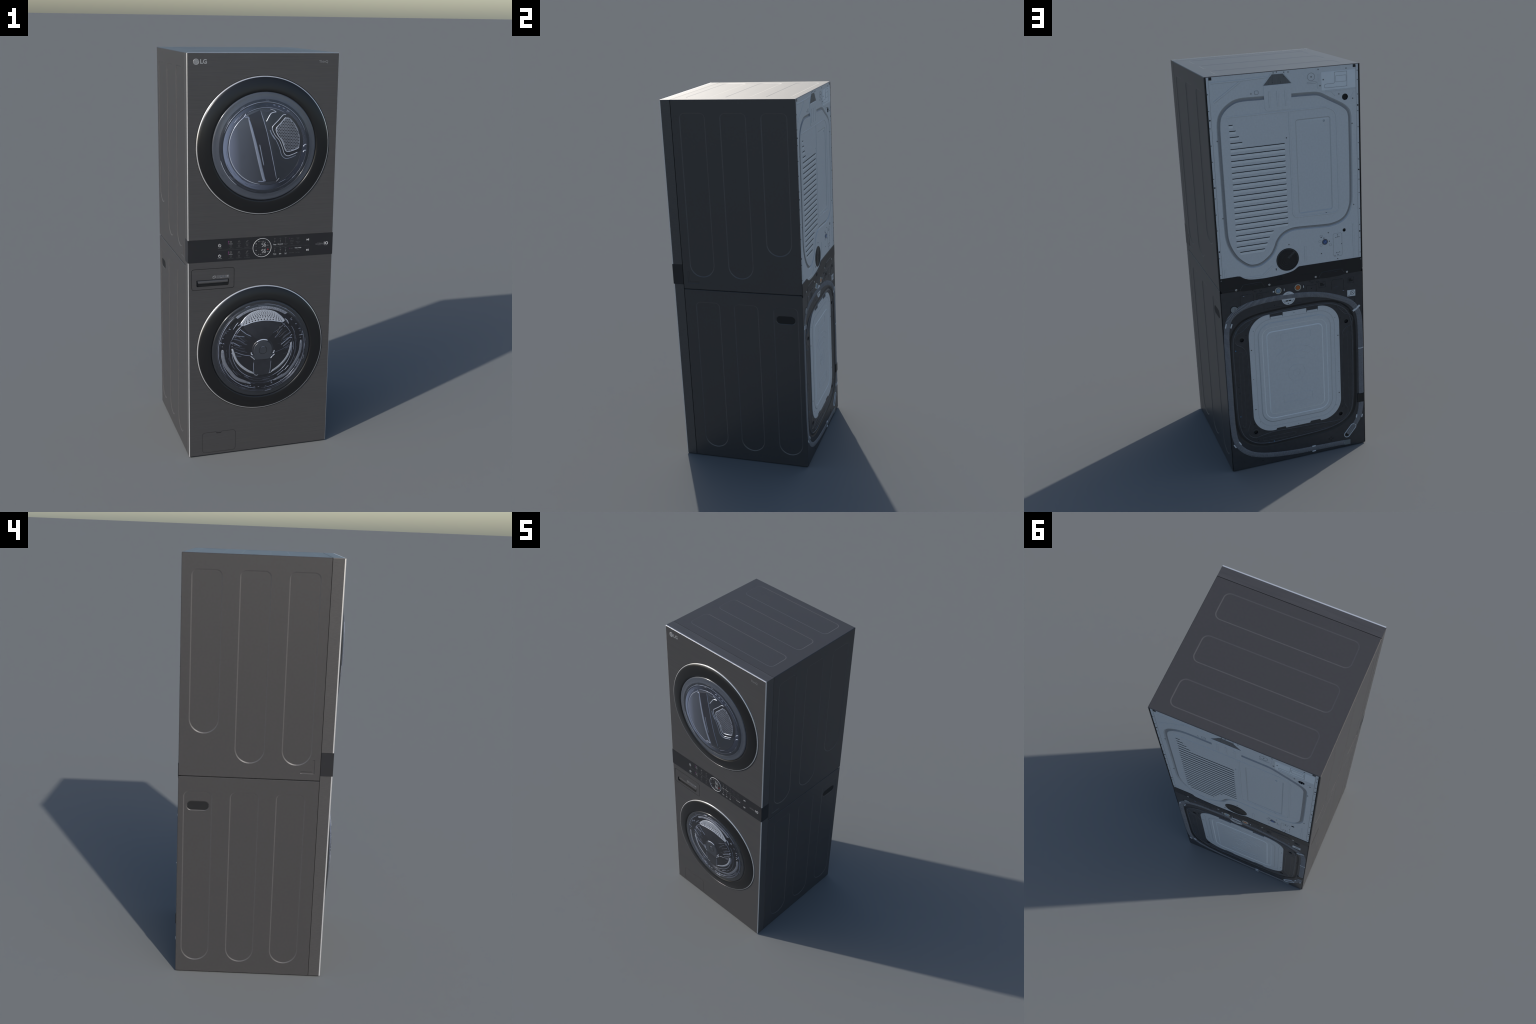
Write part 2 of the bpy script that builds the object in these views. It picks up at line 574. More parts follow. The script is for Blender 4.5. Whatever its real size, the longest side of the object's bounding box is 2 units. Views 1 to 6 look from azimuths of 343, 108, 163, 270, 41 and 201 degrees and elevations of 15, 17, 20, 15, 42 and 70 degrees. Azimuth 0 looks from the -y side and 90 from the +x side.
one("side_panel", ROOT, side_upper(fr_left, True), smooth=14)
one("side_panel", ROOT, side_upper(fr_right, False), smooth=14)
one("side_panel", ROOT, side_lower(fr_left), smooth=14)
one("side_panel", ROOT, side_lower(fr_right), smooth=14)


def top_panel(b):
    x, y0, y1 = HW, SEAM_Y + 0.0009, BACK
    loops = [([(-x + .0025, y0 + .0005), (x - .0025, y0 + .0005), (x - .0025, y1 - .0025), (-x + .0025, y1 - .0025)], 0.0)]
    regs = []
    for a, c in ((-0.2255, -0.0915), (-0.0120, 0.1205), (0.2005, 0.3335)):
        lp = field_loops(-0.3015, a, 0.3015, c, False, 0.0007)
        loops += lp
        regs += [(lp[0][0], PRESSED), (lp[1][0], SIDE)]
    sheet(b, fr_top, [(-x, y0), (x, y0), (x, y1), (-x, y1)], SIDE, loops, h=-0.0025, regions=regs)


one("top_panel", ROOT, top_panel, smooth=14)


# ================================================================= front panels
CH_T = 0.0011
CH_X, CH_Y = 0.0032, 0.0062      # polished chamfer: across the face and along the side


def front_panel(z0, z1, top_chamfer, loops=(), regions=()):
    def fn(b):
        yb = SEAM_Y - 0.0007
        x = HW
        zt = z1 - (CH_T if top_chamfer else 0)
        sheet(b, fr_front, [(-x + CH_X, z0), (x - CH_X, z0), (x - CH_X, zt), (-x + CH_X, zt)], STEEL, loops, regions=regions)
        zs = z1 - (CH_Y if False else 0)
        yf = FRONT + CH_Y
        for s in (-1, 1):
            ztop = z1 - (0.003 if top_chamfer else 0)
            V = [(s * x, yb, z0), (s * x, yf, z0), (s * x, yf, ztop), (s * x, yb, ztop)]
            b.add(V, orient(V, [(0, 1, 2, 3)], Vector((s, 0, 0))), STEEL)
            # rounded polished corner
            V, F = [], []
            for k in range(5):
                a = math.pi / 2 * k / 4
                px, py = s * (x - CH_X + CH_X * math.cos(a)), yf - CH_Y * math.sin(a)
                V += [(px, py, z0), (px, py, zt if k else ztop)]
            for k in range(4):
                F.append((2 * k, 2 * k + 1, 2 * k + 3, 2 * k + 2))
            b.add(V, orient(V, F, Vector((s, -1, 0))), TRIM)
        V = [(-x, yb, z0), (x, yb, z0), (x, FRONT, z0), (-x, FRONT, z0)]
        b.add(V, orient(V, [(0, 1, 2, 3)], Vector((0, 0, -1))), DARK)
        if top_chamfer:
            V = [(-x + .001, yb, z1), (x - .001, yb, z1), (x - .001, yf, z1), (-x + .001, yf, z1)]
            b.add(V, orient(V, [(0, 1, 2, 3)], Vector((0, 0, 1))), STEEL)
            V, F = [], []
            for k in range(5):
                a = math.pi / 2 * k / 4
                pz, py = z1 - CH_T + CH_T * math.cos(a), yf - CH_Y * math.sin(a)
                V += [(-x + .0015, py, pz), (x - .0015, py, pz)]
            for k in range(4):
                F.append((2 * k, 2 * k + 1, 2 * k + 3, 2 * k + 2))
            b.add(V, orient(V, F, Vector((0, -1, 1))), TRIM)
            for s in (-1, 1):
                V = [(s * x, yb, z1 - .003), (s * x, yf, z1 - .003), (s * (x - .001), yf, z1), (s * (x - .001), yb, z1)]
                b.add(V, orient(V, [(0, 1, 2, 3)], Vector((s, 0, 1))), SIDE)
        else:
            V = [(-x, yb, z1), (x, yb, z1), (x, FRONT, z1), (-x, FRONT, z1)]
            b.add(V, orient(V, [(0, 1, 2, 3)], Vector((0, 0, 1))), DARK)
    return fn


def groove(o, w=0.0026, d=0.003):
    """narrow gap round a lid"""
    return [(o, 0.0), (offset(o, w * 0.2), -d), (offset(o, w * 0.8), -d), (offset(o, w), 0.0)]


def ringhole(cz):
    o = circle(0, cz, DOOR_R + 0.0035, 128)
    return [(o, 0.0), (offset(o, 0.0008), -0.004), (circle(0, cz, DOOR_R - 0.004, 128), -0.004)], o


lu, ou = ringhole(DOOR_Z["dryer"])
UPFRONT = one("front_panel", ROOT, front_panel(STRIP_HI + 0.0006, TOP, True, lu, [(ou, DARK)]))

ll, ol = ringhole(DOOR_Z["washer"])
drawer = rrect(-0.3515, 0.8838, -0.1390, 0.9886, 0.011)
slot = rrect(-0.3272, 0.9000, -0.1664, 0.9326, 0.0035, radii=(0.007, 0.007, 0.0015, 0.0015))
flap = rrect(-0.3005, 0.0142, -0.1268, 0.1262, 0.015)
lo_loops = ll + groove(drawer, 0.0020) + groove(flap, 0.0013, 0.0012) + [(slot, 0.0), (offset(slot, 0.0012), -0.0060)]
LOFRONT = one("front_panel", ROOT, front_panel(0.0035, STRIP_LO - 0.0006, False, lo_loops,
              [(ol, DARK), (drawer, DARK), (offset(drawer, 0.0020), STEEL), (offset(slot, .0003), BLACKP),
               (flap, DARK), (offset(flap, 0.0013), STEEL)]))


def drawer_grip(b):
    """curved finger lip under the drawer's top edge"""
    n = 8
    x0, x1 = -0.3225, -0.1695
    V, F = [], []
    for k in range(n + 1):
        t = k / n
        z = 0.9300 - 0.0145 * t
        h = -0.0048 + 0.0042 * math.sin(t * math.pi * 0.62)
        V += [(x0 + 0.004 * t, FRONT - h, z), (x1 - 0.002 * t, FRONT - h, z)]
    for k in range(n):
        F.append((2 * k, 2 * k + 1, 2 * k + 3, 2 * k + 2))
    b.add(V, orient(V, F, Vector((0, -1, 0))), STEEL)
    V2 = [V[-2], V[-1], (V[-1][0], FRONT + 0.0058, V[-1][2]), (V[-2][0], FRONT + 0.0058, V[-2][2])]
    b.add(V2, [(0, 1, 2, 3)], BLACKP)


one("drawer_grip", LOFRONT, drawer_grip)


def drawer_print(b):
    f = fr_front
    # oval mark of two halves
    bead(b, f, [(-0.2390 + 0.0075 * math.cos(a) * 1.0, 0.9445 + 0.0052 * math.sin(a) + 0.0016 * math.cos(a)) for a in [math.radians(t) for t in range(15, 176, 10)]], 0.0034, 0.0004, INKG)
    bead(b, f, [(-0.2390 + 0.0075 * math.cos(a) * 1.0, 0.9445 + 0.0052 * math.sin(a) + 0.0016 * math.cos(a)) for a in [math.radians(t) for t in range(195, 356, 10)]], 0.0034, 0.0004, INKG)
    for k in range(4):
        u0 = -0.2275 + k * 0.0158
        slab(b, f, rrect(u0, 0.9372, u0 + 0.0150, 0.9520, 0.0006, 2), -0.0002, 0.0003, LABELG, 0.0001)
    for k, g in enumerate((INKD, STEELD, STEELD)):
        u0 = -0.2275 + k * 0.0158
        slab(b, f, rrect(u0 + 0.005, 0.9425, u0 + 0.010, 0.9495, 0.001, 2), 0.0002, 0.0005, g, 0.0001)
        slab(b, f, rrect(u0 + 0.003, 0.9386, u0 + 0.012, 0.9402, 0.0003, 2), 0.0002, 0.0005, INKG if k == 1 else INKD, 0.0001)
    slab(b, f, circle(-0.1722, 0.9460, 0.0042, 20), 0.0002, 0.0006, INKG, 0.0002)
    slab(b, f, rrect(-0.1722, 0.9432, -0.1690, 0.9448, 0.0002, 2), 0.0006, 0.0009, LABELG, 0.0001)


one("drawer_label", LOFRONT, drawer_print, kind="stuff")


def flap_notch(b):
    o = rrect(-0.2285, 0.1158, -0.2003, 0.1262, 0.003, radii=(0.006, 0.006, 0.001, 0.001))
    slab(b, fr_front, o, -0.004, 0.0003, BLACKP, 0.0004)
    slab(b, fr_front, rrect(-0.2270, 0.1203, -0.2018, 0.1255, 0.001), 0.0, 0.0009, STEEL, 0.0006)


one("filter_flap_catch", LOFRONT, flap_notch)


# maker's mark and small wordmark on the upper panel
def maker_mark(b):
    f = fr_front
    cu, cv = -0.3241, 1.9600
    slab(b, f, circle(cu, cv, 0.0140, 40), -0.0003, 0.0006, LOGOD, 0.0003)
    bead(b, f, arc(cu, cv, 0.0122, 35, 360, 40), 0.0022, 0.0005, LOGO, h0=0.0006)
    bead(b, f, [(cu + 0.0122, cv), (cu + 0.0035, cv)], 0.0018, 0.0004, LOGO, h0=0.0006)
    bead(b, f, [(cu, cv + 0.0060), (cu, cv - 0.0060), (cu + 0.0030, cv - 0.0060)], 0.0018, 0.0004, LOGO, h0=0.0006)
    slab(b, f, circle(cu - 0.0050, cv + 0.0048, 0.0018, 12), 0.0005, 0.0010, LOGO, 0.0002)


one("maker_mark", UPFRONT, maker_mark)
one("maker_lettering", UPFRONT, lambda b: text(b, fr_front, "LG", 0.0272, -0.2900, 1.9604, 0.0008, LOGO, bold=0.0009, sx=1.0), smooth=None)
one("small_wordmark", UPFRONT, lambda b: text(b, fr_front, "ThinQ", 0.0170, 0.2885, 1.9600, 0.0008, LOGOD, bold=0.0001, sx=1.02), smooth=None)


# ================================================================= control strip
def strip(b):
    x, yb = HW, SEAM_Y - 0.0007
    r = 0.0016
    pts = [(-x, yb)] + [(-x + r - r * math.cos(a), FRONT - 0.0006 + r - r * math.sin(a)) for a in (0, math.pi / 4, math.pi / 2)]
    pts += [(-p[0], p[1]) for p in reversed(pts)]
    n = len(pts)
    V = [(p[0], p[1], STRIP_LO) for p in pts] + [(p[0], p[1], STRIP_HI) for p in pts]
    F = [(i, i + 1, n + i + 1, n + i) for i in range(n - 1)]
    F = [f if (Vector(V[f[1]]) - Vector(V[f[0]])).cross(Vector(V[f[3]]) - Vector(V[f[0]])).dot(
        Vector(V[f[0]]) + Vector(V[f[1]]) - Vector((0, 0, 2.1))) > 0 else tuple(reversed(f)) for f in F]
    b.add(V, F + [tuple(range(n, 2 * n)), tuple(reversed(range(n)))], STRIPM)


STRIP = one("control_panel", ROOT, strip)


def fr_strip(u, v, h): return (u, FRONT - 0.0006 - h, v)


OUT[fr_strip] = Vector((0, -1, 0))
H = 0.0005


def dial(b):
    bead(b, fr_strip, circle(0.0005, 1.0765, 0.0462, 72), 0.0026, 0.0012, INKW, closed=True)


DIAL = one("display_ring", STRIP, dial)


def seven_segment(b, u, v, w, hgt, segs, mat, t=0.0022, slant=0.06):
    """a digit drawn with bars; segs is a subset of abcdefg"""
    L = {"a": ((0, 1), (1, 1)), "b": ((1, 1), (1, .5)), "c": ((1, .5), (1, 0)), "d": ((0, 0), (1, 0)),
         "e": ((0, .5), (0, 0)), "f": ((0, 1), (0, .5)), "g": ((0, .5), (1, .5))}
    for s in segs:
        (a0, b0), (a1, b1) = L[s]
        p, q = Vector((u + (a0 - .5) * w + slant * (b0 - .5) * hgt, v + (b0 - .5) * hgt)), Vector((u + (a1 - .5) * w + slant * (b1 - .5) * hgt, v + (b1 - .5) * hgt))
        d = (q - p).normalized() * t * 0.62
        bead(b, fr_strip, [tuple(p + d), tuple(q - d)], t, H, mat)


for zc in (1.0908, 1.0592):
    one("display_digit", DIAL, lambda b: seven_segment(b, 0.0030, zc, 0.0085, 0.0172, "acdfg", INKW))
    one("display_digit", DIAL, lambda b: seven_segment(b, 0.0155, zc, 0.0085, 0.0172, "acdefg", INKW))
    one("display_digit", DIAL, lambda b: seven_segment(b, -0.0115, zc, 0.0080, 0.0165, "abcdefg", material("unlit_segment", (0.032, 0.033, 0.036), 0.5) if zc > 1.08 else bpy.data.materials["unlit_segment"], t=0.0012))


def display_icons(b):
    f = fr_strip
    def glyph(u, v, m, s=0.0048):
        slab(b, f, rrect(u - s / 2, v - s * 0.38, u + s / 2, v + s * 0.30, s * 0.18, 2), 0, H, m, 0.0001)
        slab(b, f, rrect(u - s * 0.18, v + s * 0.2, u + s * 0.30, v + s * 0.5, s * 0.1, 2), 0, H * 1.2, m, 0.0001)
    for u, m in ((-0.0165, INKG), (-0.0055, INKD), (0.0050, INKG), (0.0150, INKD)):
        glyph(u, 1.1080, m)
    for u, m in ((-0.0165, INKG), (-0.0060, INKG), (0.0055, INKD), (0.0160, INKD)):
        glyph(u, 1.0433, m)
    for v, m in ((1.0975, INKG), (1.0850, INKD), (1.0645, INKG), (1.0520, INKD)):
        glyph(-0.0300, v, m, 0.0055 if m is INKG else 0.0045)
    glyph(0.0290, 1.1000, INKD)
    glyph(0.0295, 1.0870, INKG)
    glyph(0.0300, 1.0665, INKR, 0.0060)
    glyph(0.0300, 1.0545, INKG)
    bead(b, f, [(-0.036, 1.0762), (0.040, 1.0762)], 0.0007, 0.0002, INKD)


one("display_symbol", DIAL, display_icons, kind="stuff")


def power_symbol(cv):
    def fn(b):
        bead(b, fr_strip, arc(-0.2126, cv, 0.0062, 120, 420, 28), 0.0022, H, INKW)
        bead(b, fr_strip, [(-0.2126, cv + 0.0088), (-0.2126, cv + 0.0005)], 0.0022, H, INKW)
    return fn


def play_symbol(cv):
    def fn(b):
        u = 0.2358
        slab(b, fr_strip, [(u - 0.0062, cv - 0.0048), (u + 0.0010, cv), (u - 0.0062, cv + 0.0048)], 0, H, INKW, 0.0002)
        for d in (0.0020, 0.0052):
            slab(b, fr_strip, rrect(u + d - 0.0009, cv - 0.0048, u + d + 0.0009, cv + 0.0048, 0.0003, 2), 0, H, INKW, 0.0002)
    return fn


for z in (1.1000, 1.0480):
    one("power_symbol", STRIP, power_symbol(z))
for z in (1.1030, 1.0505):
    one("start_pause_symbol", STRIP, play_symbol(z))


def cycle_icon(b, u, v, kind, m):
    f, s = fr_strip, 0.0052
    t = 0.0011
    if kind == 0:      # shirt outline
        p = [(-.55, .9), (-.2, .7), (.2, .7), (.55, .9), (.95, .45), (.6, .3), (.6, -.9), (-.6, -.9), (-.6, .3), (-.95, .45)]
    elif kind == 1:    # folded bedding
        p = [(-.9, -.5), (-.9, .1), (-.6, .6), (.6, .6), (.9, .1), (.9, -.5)]
    elif kind == 2:    # feather
        p = [(-.9, -.9), (-.5, .0), (.2, .5), (1.0, .9), (.7, .2), (.2, -.4), (-.4, -.6)]
    else:              # dial with stem
        p = [(math.cos(a) * .9, math.sin(a) * .7 + .2) for a in [math.radians(-60 + 30 * k) for k in range(11)]]
    bead(b, f, [(u + a * s, v + c * s) for a, c in p], t, H, m, closed=(kind != 3))
    if kind in (1,):
        bead(b, f, [(u - s * .8, v), (u + s * .8, v)], t, H, m)
    if kind == 3:
        bead(b, f, [(u, v + .3 * s), (u, v - .9 * s)], t, H, m)


def cycle_icons(b):
    rows = [(1.1140, 1.1048, (0, 1, 2)), (1.0930, 1.0840, (0, 0, 3)), (1.0618, 1.0532, (0, 1, 2)), (1.0414, 1.0330, (0, 0, 3))]
    words = [("Normal", "Bedding", "Delicates"), ("Heavy Duty", "Perm. Press", "Downloaded"),
             ("Normal", "Bedding", "Delicates"), ("Heavy Duty", "Perm. Press", "Downloaded")]
    for (zi, zt, ks), ws in zip(rows, words):
        for u, k, w in zip((-0.1570, -0.1160, -0.0752), ks, ws):
            lit = (w == "Normal")
            cycle_icon(b, u, zi, k, INKG if lit else INKD)
            text(b, fr_strip, w, 0.0052, u, zt, H, INKW if lit else INKD)
    for z in (1.1180, 1.0655):
        slab(b, fr_strip, circle(-0.1676, z, 0.0021, 12), 0, H, INKP, 0.0002)
        bead(b, fr_strip, [(-0.1676, z), (-0.1676, z - 0.0145)], 0.0013, H, INKP)
    bead(b, fr_strip, [(-0.2205, 1.0762), (-0.0540, 1.0762)], 0.0006, 0.0002, INKD)
    text(b, fr_strip, "DRYER", 0.0056, -0.2126, 1.0876, H, INKG)
    text(b, fr_strip, "WASHER", 0.0056, -0.2126, 1.0356, H, INKG)


one("cycle_symbol", STRIP, cycle_icons, smooth=None, kind="stuff")


def option_print(b):
    f = fr_strip
    cols = [(0.0650, 1.1040, "Temp.", INKW, 2), (0.0930, 1.1045, "Dry Level", INKW, 2), (0.1206, 1.1048, "Time Dry", INKD, -1),
            (0.0652, 1.0560, "Temp.", INKW, 2), (0.0933, 1.0562, "Spin", INKW, 1), (0.1211, 1.0562, "Soil", INKW, 2)]
    for u, z, w, m, on in cols:
        for k in range(5):
            z2 = z + 0.0085 - 0.0042 * k
            slab(b, f, rrect(u - 0.0008, z2 - 0.0012, u + 0.0008, z2 + 0.0012, 0.0003, 2), 0, H, INKW if k == on else INKD, 0.0001)
        text(b, f, w, 0.0068 if m is INKW else 0.0058, u, z - 0.0155, H, m, bold=0.00012 if m is INKW else 0)
        slab(b, f, rrect(u - 0.0042, z + 0.0130, u + 0.0042, z + 0.0146, 0.0003, 2), 0, H * .6, INKD, 0.0001)
        slab(b, f, rrect(u - 0.0052, z - 0.0218, u + 0.0052, z - 0.0205, 0.0003, 2), 0, H * .6, INKD, 0.0001)
    for u, z, w, m in ((0.1530, 1.1140, "Signal", INKD), (0.1528, 1.1040, "Wrinkle", INKD), (0.1531, 1.0965, "Reduce", INKD), (0.1531, 1.0885, "Static", INKD), (0.1845, 1.1150, "Energy", INKD), (0.1846, 1.1095, "Saver", INKD),
                       (0.1848, 1.0965, "Damp Dry", INKD), (0.1848, 1.0895, "Signal", INKD), (0.1525, 1.0640, "Signal", INKD), (0.1851, 1.0646, "Turbo Wash", INKW),
                       (0.1850, 1.0575, "Steam", INKD), (0.1527, 1.0415, "Extra Rinse", INKD), (0.1848, 1.0412, "Pre Wash", INKD), (0.2270, 1.0752, "Control Lock", INKD)):
        text(b, f, w, 0.0066 if m is INKW else 0.0054, u, z, H, m, bold=0.00012 if m is INKW else 0)
    for z in (1.1150, 1.0645):
        slab(b, f, circle(0.1415, z, 0.0013, 10), 0, H, INKP, 0.0001)
    bead(b, f, [(0.0560, 1.0762), (0.2080, 1.0762)], 0.0006, 0.0002, INKD)
    # motor badge
    text(b, f, "INVERTER", 0.0058, 0.2985, 1.0835, H, INKD)
    text(b, f, "DirectDrive", 0.0080, 0.2965, 1.0770, H, INKG)
    text(b, f, "MOTOR", 0.0050, 0.2985, 1.0710, H, INKD)
    bead(b, f, [(0.3170, 1.0860), (0.3170, 1.0690)], 0.0006, 0.0003, INKD)
    text(b, f, "WARRANTY", 0.0036, 0.3330, 1.0692, H, INKG)


one("option_lettering", STRIP, option_print, smooth=None, kind="stuff")


def badge_ten(b):
    f = fr_strip
    slab(b, f, rrect(0.3218, 1.0728, 0.3246, 1.0868, 0.0003, 2), 0, H * 1.4, INKW, 0.0002)
    bead(b, f, circle(0.3355, 1.0798, 0.0062, 32), 0.0030, H * 1.4, INKW, closed=True)


one("badge_number", STRIP, badge_ten)


# ================================================================= doors
def door(kind):
    cz = DOOR_Z[kind]
    fd = fr_door(cz)
    upper = kind == "dryer"

    def trim(b):
        lathe(b, 0, cz, [(0.3270, -0.004), (0.3268, 0.0010), (0.3258, 0.0024), (0.3240, 0.0036), (0.3222, 0.0042), (0.3216, 0.0030)], CHROME, 160)

    def bezel(b):
        prof = [(0.3224, 0.0010), (0.3220, 0.0036), (0.3165, 0.0070), (0.3100, 0.0094), (0.3000, 0.0121), (0.2900, 0.0145), (0.2790, 0.0160), (0.2700, 0.0168), (0.2640, 0.0170)]
        prof += [(0.2605, 0.0162), (0.2580, 0.0146), (0.2560, 0.0122), (0.2545, dome(0.2545) - 0.0030), (0.2520, dome(0.252) - 0.0036)]
        lathe(b, 0, cz, prof, BEZEL, 160)
    D = one("door", ROOT, bezel, smooth=60)
    one("trim_ring", D, trim, smooth=60)

    def glass(b):
        prof = [(0.2540, dome(0.2540) - 0.0030), (0.2530, dome(0.253) - 0.0012), (0.2510, dome(0.251) - 0.0004), (0.2485, dome(0.2485) + 0.0002)]
        n = 9
        prof += [(0.2485 - 0.0255 * k / n, dome(0.2485 - 0.0255 * k / n) + 0.0002 - 0.0009 * math.sin(math.pi * k / n)) for k in range(1, n + 1)]
        prof += [(r, dome(r) - 0.0004) for r in (0.2225, 0.20, 0.17, 0.14, 0.11, 0.08, 0.05, 0.02, 0.0)]
        lathe(b, 0, cz, prof, GLASS_U if upper else GLASS_L, 144)
    W = one("door_window", D, glass, smooth=50)

    def annulus(b, r0, r1, h, m, n=6, crown=0.0):
        prof = [(r0, dome(r0) - 0.0006)] + [(r0 + (r1 - r0) * k / n, dome(r0 + (r1 - r0) * k / n) + h + crown * math.sin(math.pi * k / n)) for k in range(n + 1)] + [(max(r1, 0), dome(r1) + (h if r1 <= 0 else -0.0006))]
        lathe(b, 0, cz, prof, m, 144)

    if upper:
        one("window_inner_ring", W, lambda b: annulus(b, 0.2215, 0.2045, 0.0002, RING_U, crown=0.0006), smooth=60)
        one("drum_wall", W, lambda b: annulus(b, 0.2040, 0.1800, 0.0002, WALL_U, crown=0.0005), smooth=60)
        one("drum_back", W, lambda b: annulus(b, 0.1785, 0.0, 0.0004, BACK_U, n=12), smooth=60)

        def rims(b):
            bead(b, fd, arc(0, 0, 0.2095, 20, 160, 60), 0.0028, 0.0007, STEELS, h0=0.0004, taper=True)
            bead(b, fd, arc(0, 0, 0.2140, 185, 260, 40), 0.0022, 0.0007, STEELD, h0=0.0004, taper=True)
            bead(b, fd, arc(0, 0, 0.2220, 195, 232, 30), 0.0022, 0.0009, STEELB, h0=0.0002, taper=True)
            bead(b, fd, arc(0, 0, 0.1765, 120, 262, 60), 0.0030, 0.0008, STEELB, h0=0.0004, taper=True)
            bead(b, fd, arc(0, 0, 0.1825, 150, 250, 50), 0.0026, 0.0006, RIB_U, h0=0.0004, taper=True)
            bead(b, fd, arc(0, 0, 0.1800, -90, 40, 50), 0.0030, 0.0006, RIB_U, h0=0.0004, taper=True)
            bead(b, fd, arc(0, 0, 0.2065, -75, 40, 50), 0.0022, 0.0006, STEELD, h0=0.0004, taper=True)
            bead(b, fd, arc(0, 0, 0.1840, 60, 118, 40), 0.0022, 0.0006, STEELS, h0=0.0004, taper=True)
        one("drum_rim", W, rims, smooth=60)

        def rib(b):
            left = [(-0.084, 0.150), (-0.062, 0.060), (-0.043, -0.010), (-0.022, -0.090), (-0.002, -0.166)]
            right = [(0.058, -0.158), (0.042, -0.090), (0.024, -0.012), (0.004, 0.070), (-0.026, 0.174)]
            slab(b, fd, left + right, 0.0, 0.0013, RIB_U, 0.0008, grid=0.012)
        R = one("drum_rib", W, rib, smooth=40)

        def rib_edge_highlights(b):
            p = spline([(-0.0845, 0.138), (-0.055, 0.030), (-0.032, -0.060), (-0.008, -0.145), (0.003, -0.160)], 10)
            bead(b, fd, p, lambda s: 0.0095 + 0.0060 * math.sin(math.pi * s), 0.0014, STEELS, h0=0.0008, taper=True)  # pale strip painting the highlight down the rib's left edge
            p = spline([(-0.032, 0.015), (-0.022, -0.030), (-0.009, -0.085)], 10)
            bead(b, fd, p, 0.0045, 0.0010, STEELS, h0=0.0013, taper=True)
            p = spline([(-0.027, 0.172), (0.002, 0.077), (0.030, -0.040), (0.057, -0.152)], 10)
            bead(b, fd, p, 0.0036, 0.0012, STEELS, h0=0.0010, taper=True)
            for pts, w in (([(-0.117, 0.131), (-0.102, 0.145), (-0.097, 0.157)], 0.0045), ([(-0.100, 0.140), (-0.088, 0.141), (-0.080, 0.134)], 0.006),
                           ([(-0.034, -0.160), (-0.012, -0.162), (0.002, -0.156)], 0.0045), ([(-0.030, -0.163), (-0.008, -0.168), (0.010, -0.171)], 0.003),
                           ([(0.056, -0.166), (0.064, -0.158), (0.072, -0.148)], 0.004), ([(-0.100, 0.162), (-0.116, 0.150), (-0.128, 0.134)], 0.0030)):
                bead(b, fd, spline(pts, 6), w, 0.0012, STEELS if w > 0.004 else STEELD, h0=0.0008, taper=True)  # short pale beads paint sparkles at the rib ends
        one("rib_edge_highlight", R, rib_edge_highlights, smooth=60)

        vent = [(0.096, 0.137), (0.072, 0.112), (0.050, 0.090), (0.049, 0.073), (0.060, 0.052), (0.077, 0.030), (0.088, 0.004), (0.097, -0.017), (0.107, -0.023), (0.124, -0.021),
                (0.150, -0.014), (0.166, -0.006), (0.170, 0.020), (0.168, 0.050), (0.158, 0.082), (0.143, 0.107), (0.122, 0.130), (0.108, 0.137)]

        def channel(b):
            slab(b, fd, offset(vent, -0.017), 0.0, 0.0008, BLADE2, 0.0006, grid=0.012)
        V0 = one("vent_channel", W, channel, smooth=40)

        def grille(b):
            loops, regs = [], []
            core_ = offset(vent, 0.0045)
            p, row = 0.0082, 0
            u0, v0 = 0.04, -0.03
            v = v0
            while v < 0.15:
                u = u0 + (p / 2 if row % 2 else 0)
                while u < 0.18:
                    if inside((u, v), core_):
                        c = circle(u, v, 0.0033, 8)
                        loops += [(c, 0.0016), (offset(c, 0.0005), 0.0004)]
                        regs.append((c, DARK))
                    u += p
                v += p * 0.866
                row += 1
            sheet(b, fd, vent, PERF, loops, h=0.0016, regions=regs)
        one("vent_grille", V0, grille, smooth=30)

        def vent_rims(b):
            bead(b, fd, spline(vent[:12], 3), 0.0030, 0.0012, STEELB, h0=0.0014)
            bead(b, fd, spline([(0.098, 0.150), (0.084, 0.148), (0.062, 0.126), (0.033, 0.098), (0.031, 0.082), (0.045, 0.054), (0.065, 0.031), (0.081, -0.004), (0.091, -0.031), (0.108, -0.043), (0.132, -0.038), (0.158, -0.028)], 6), 0.0034, 0.0012, STEELB, h0=0.0006)
            bead(b, fd, spline([(0.030, 0.060), (0.050, 0.030), (0.068, -0.008), (0.078, -0.038), (0.098, -0.055), (0.125, -0.052), (0.152, -0.042)], 6), 0.0030, 0.0009, STEELS, h0=0.0004, taper=True)
            bead(b, fd, spline([(0.018, 0.082), (0.028, 0.060), (0.044, 0.036)], 6), 0.0045, 0.0009, STEELS, h0=0.0004, taper=True)
            bead(b, fd, spline([(0.002, 0.121), (0.012, 0.138), (0.024, 0.156), (0.036, 0.161), (0.050, 0.163)], 6), 0.0040, 0.0011, STEELB, h0=0.0005)
            bead(b, fd, spline([(0.050, 0.163), (0.040, 0.170), (0.020, 0.177)], 6), 0.0024, 0.0008, STEELB, h0=0.0005, taper=True)
            bead(b, fd, spline([(-0.015, 0.171), (0.005, 0.167), (0.025, 0.170)], 6), 0.0050, 0.0006, STEELD, h0=0.0004, taper=True)
        one("vent_rim", V0, vent_rims, smooth=60)

        def mirror_strip(b):
            o = arc(0, 0, 0.2035, -2, 58, 30) + list(reversed(arc(0, 0, 0.1900, -2, 58, 30)))
            slab(b, fd, o, 0.0, 0.0009, STEELD, 0.0004)  # strip copies the refracted image of the vent perforations
            cs = [(r * math.cos(math.radians(a + (1.1 if k % 2 else 0))), r * math.sin(math.radians(a + (1.1 if k % 2 else 0)))) for k, r in enumerate((0.1925, 0.1965, 0.2005)) for a in [2.2 * q for q in range(0, 26)]]
            dots(b, fd, cs, 0.0014, 0.0008, 0.0011, DARK, 6)
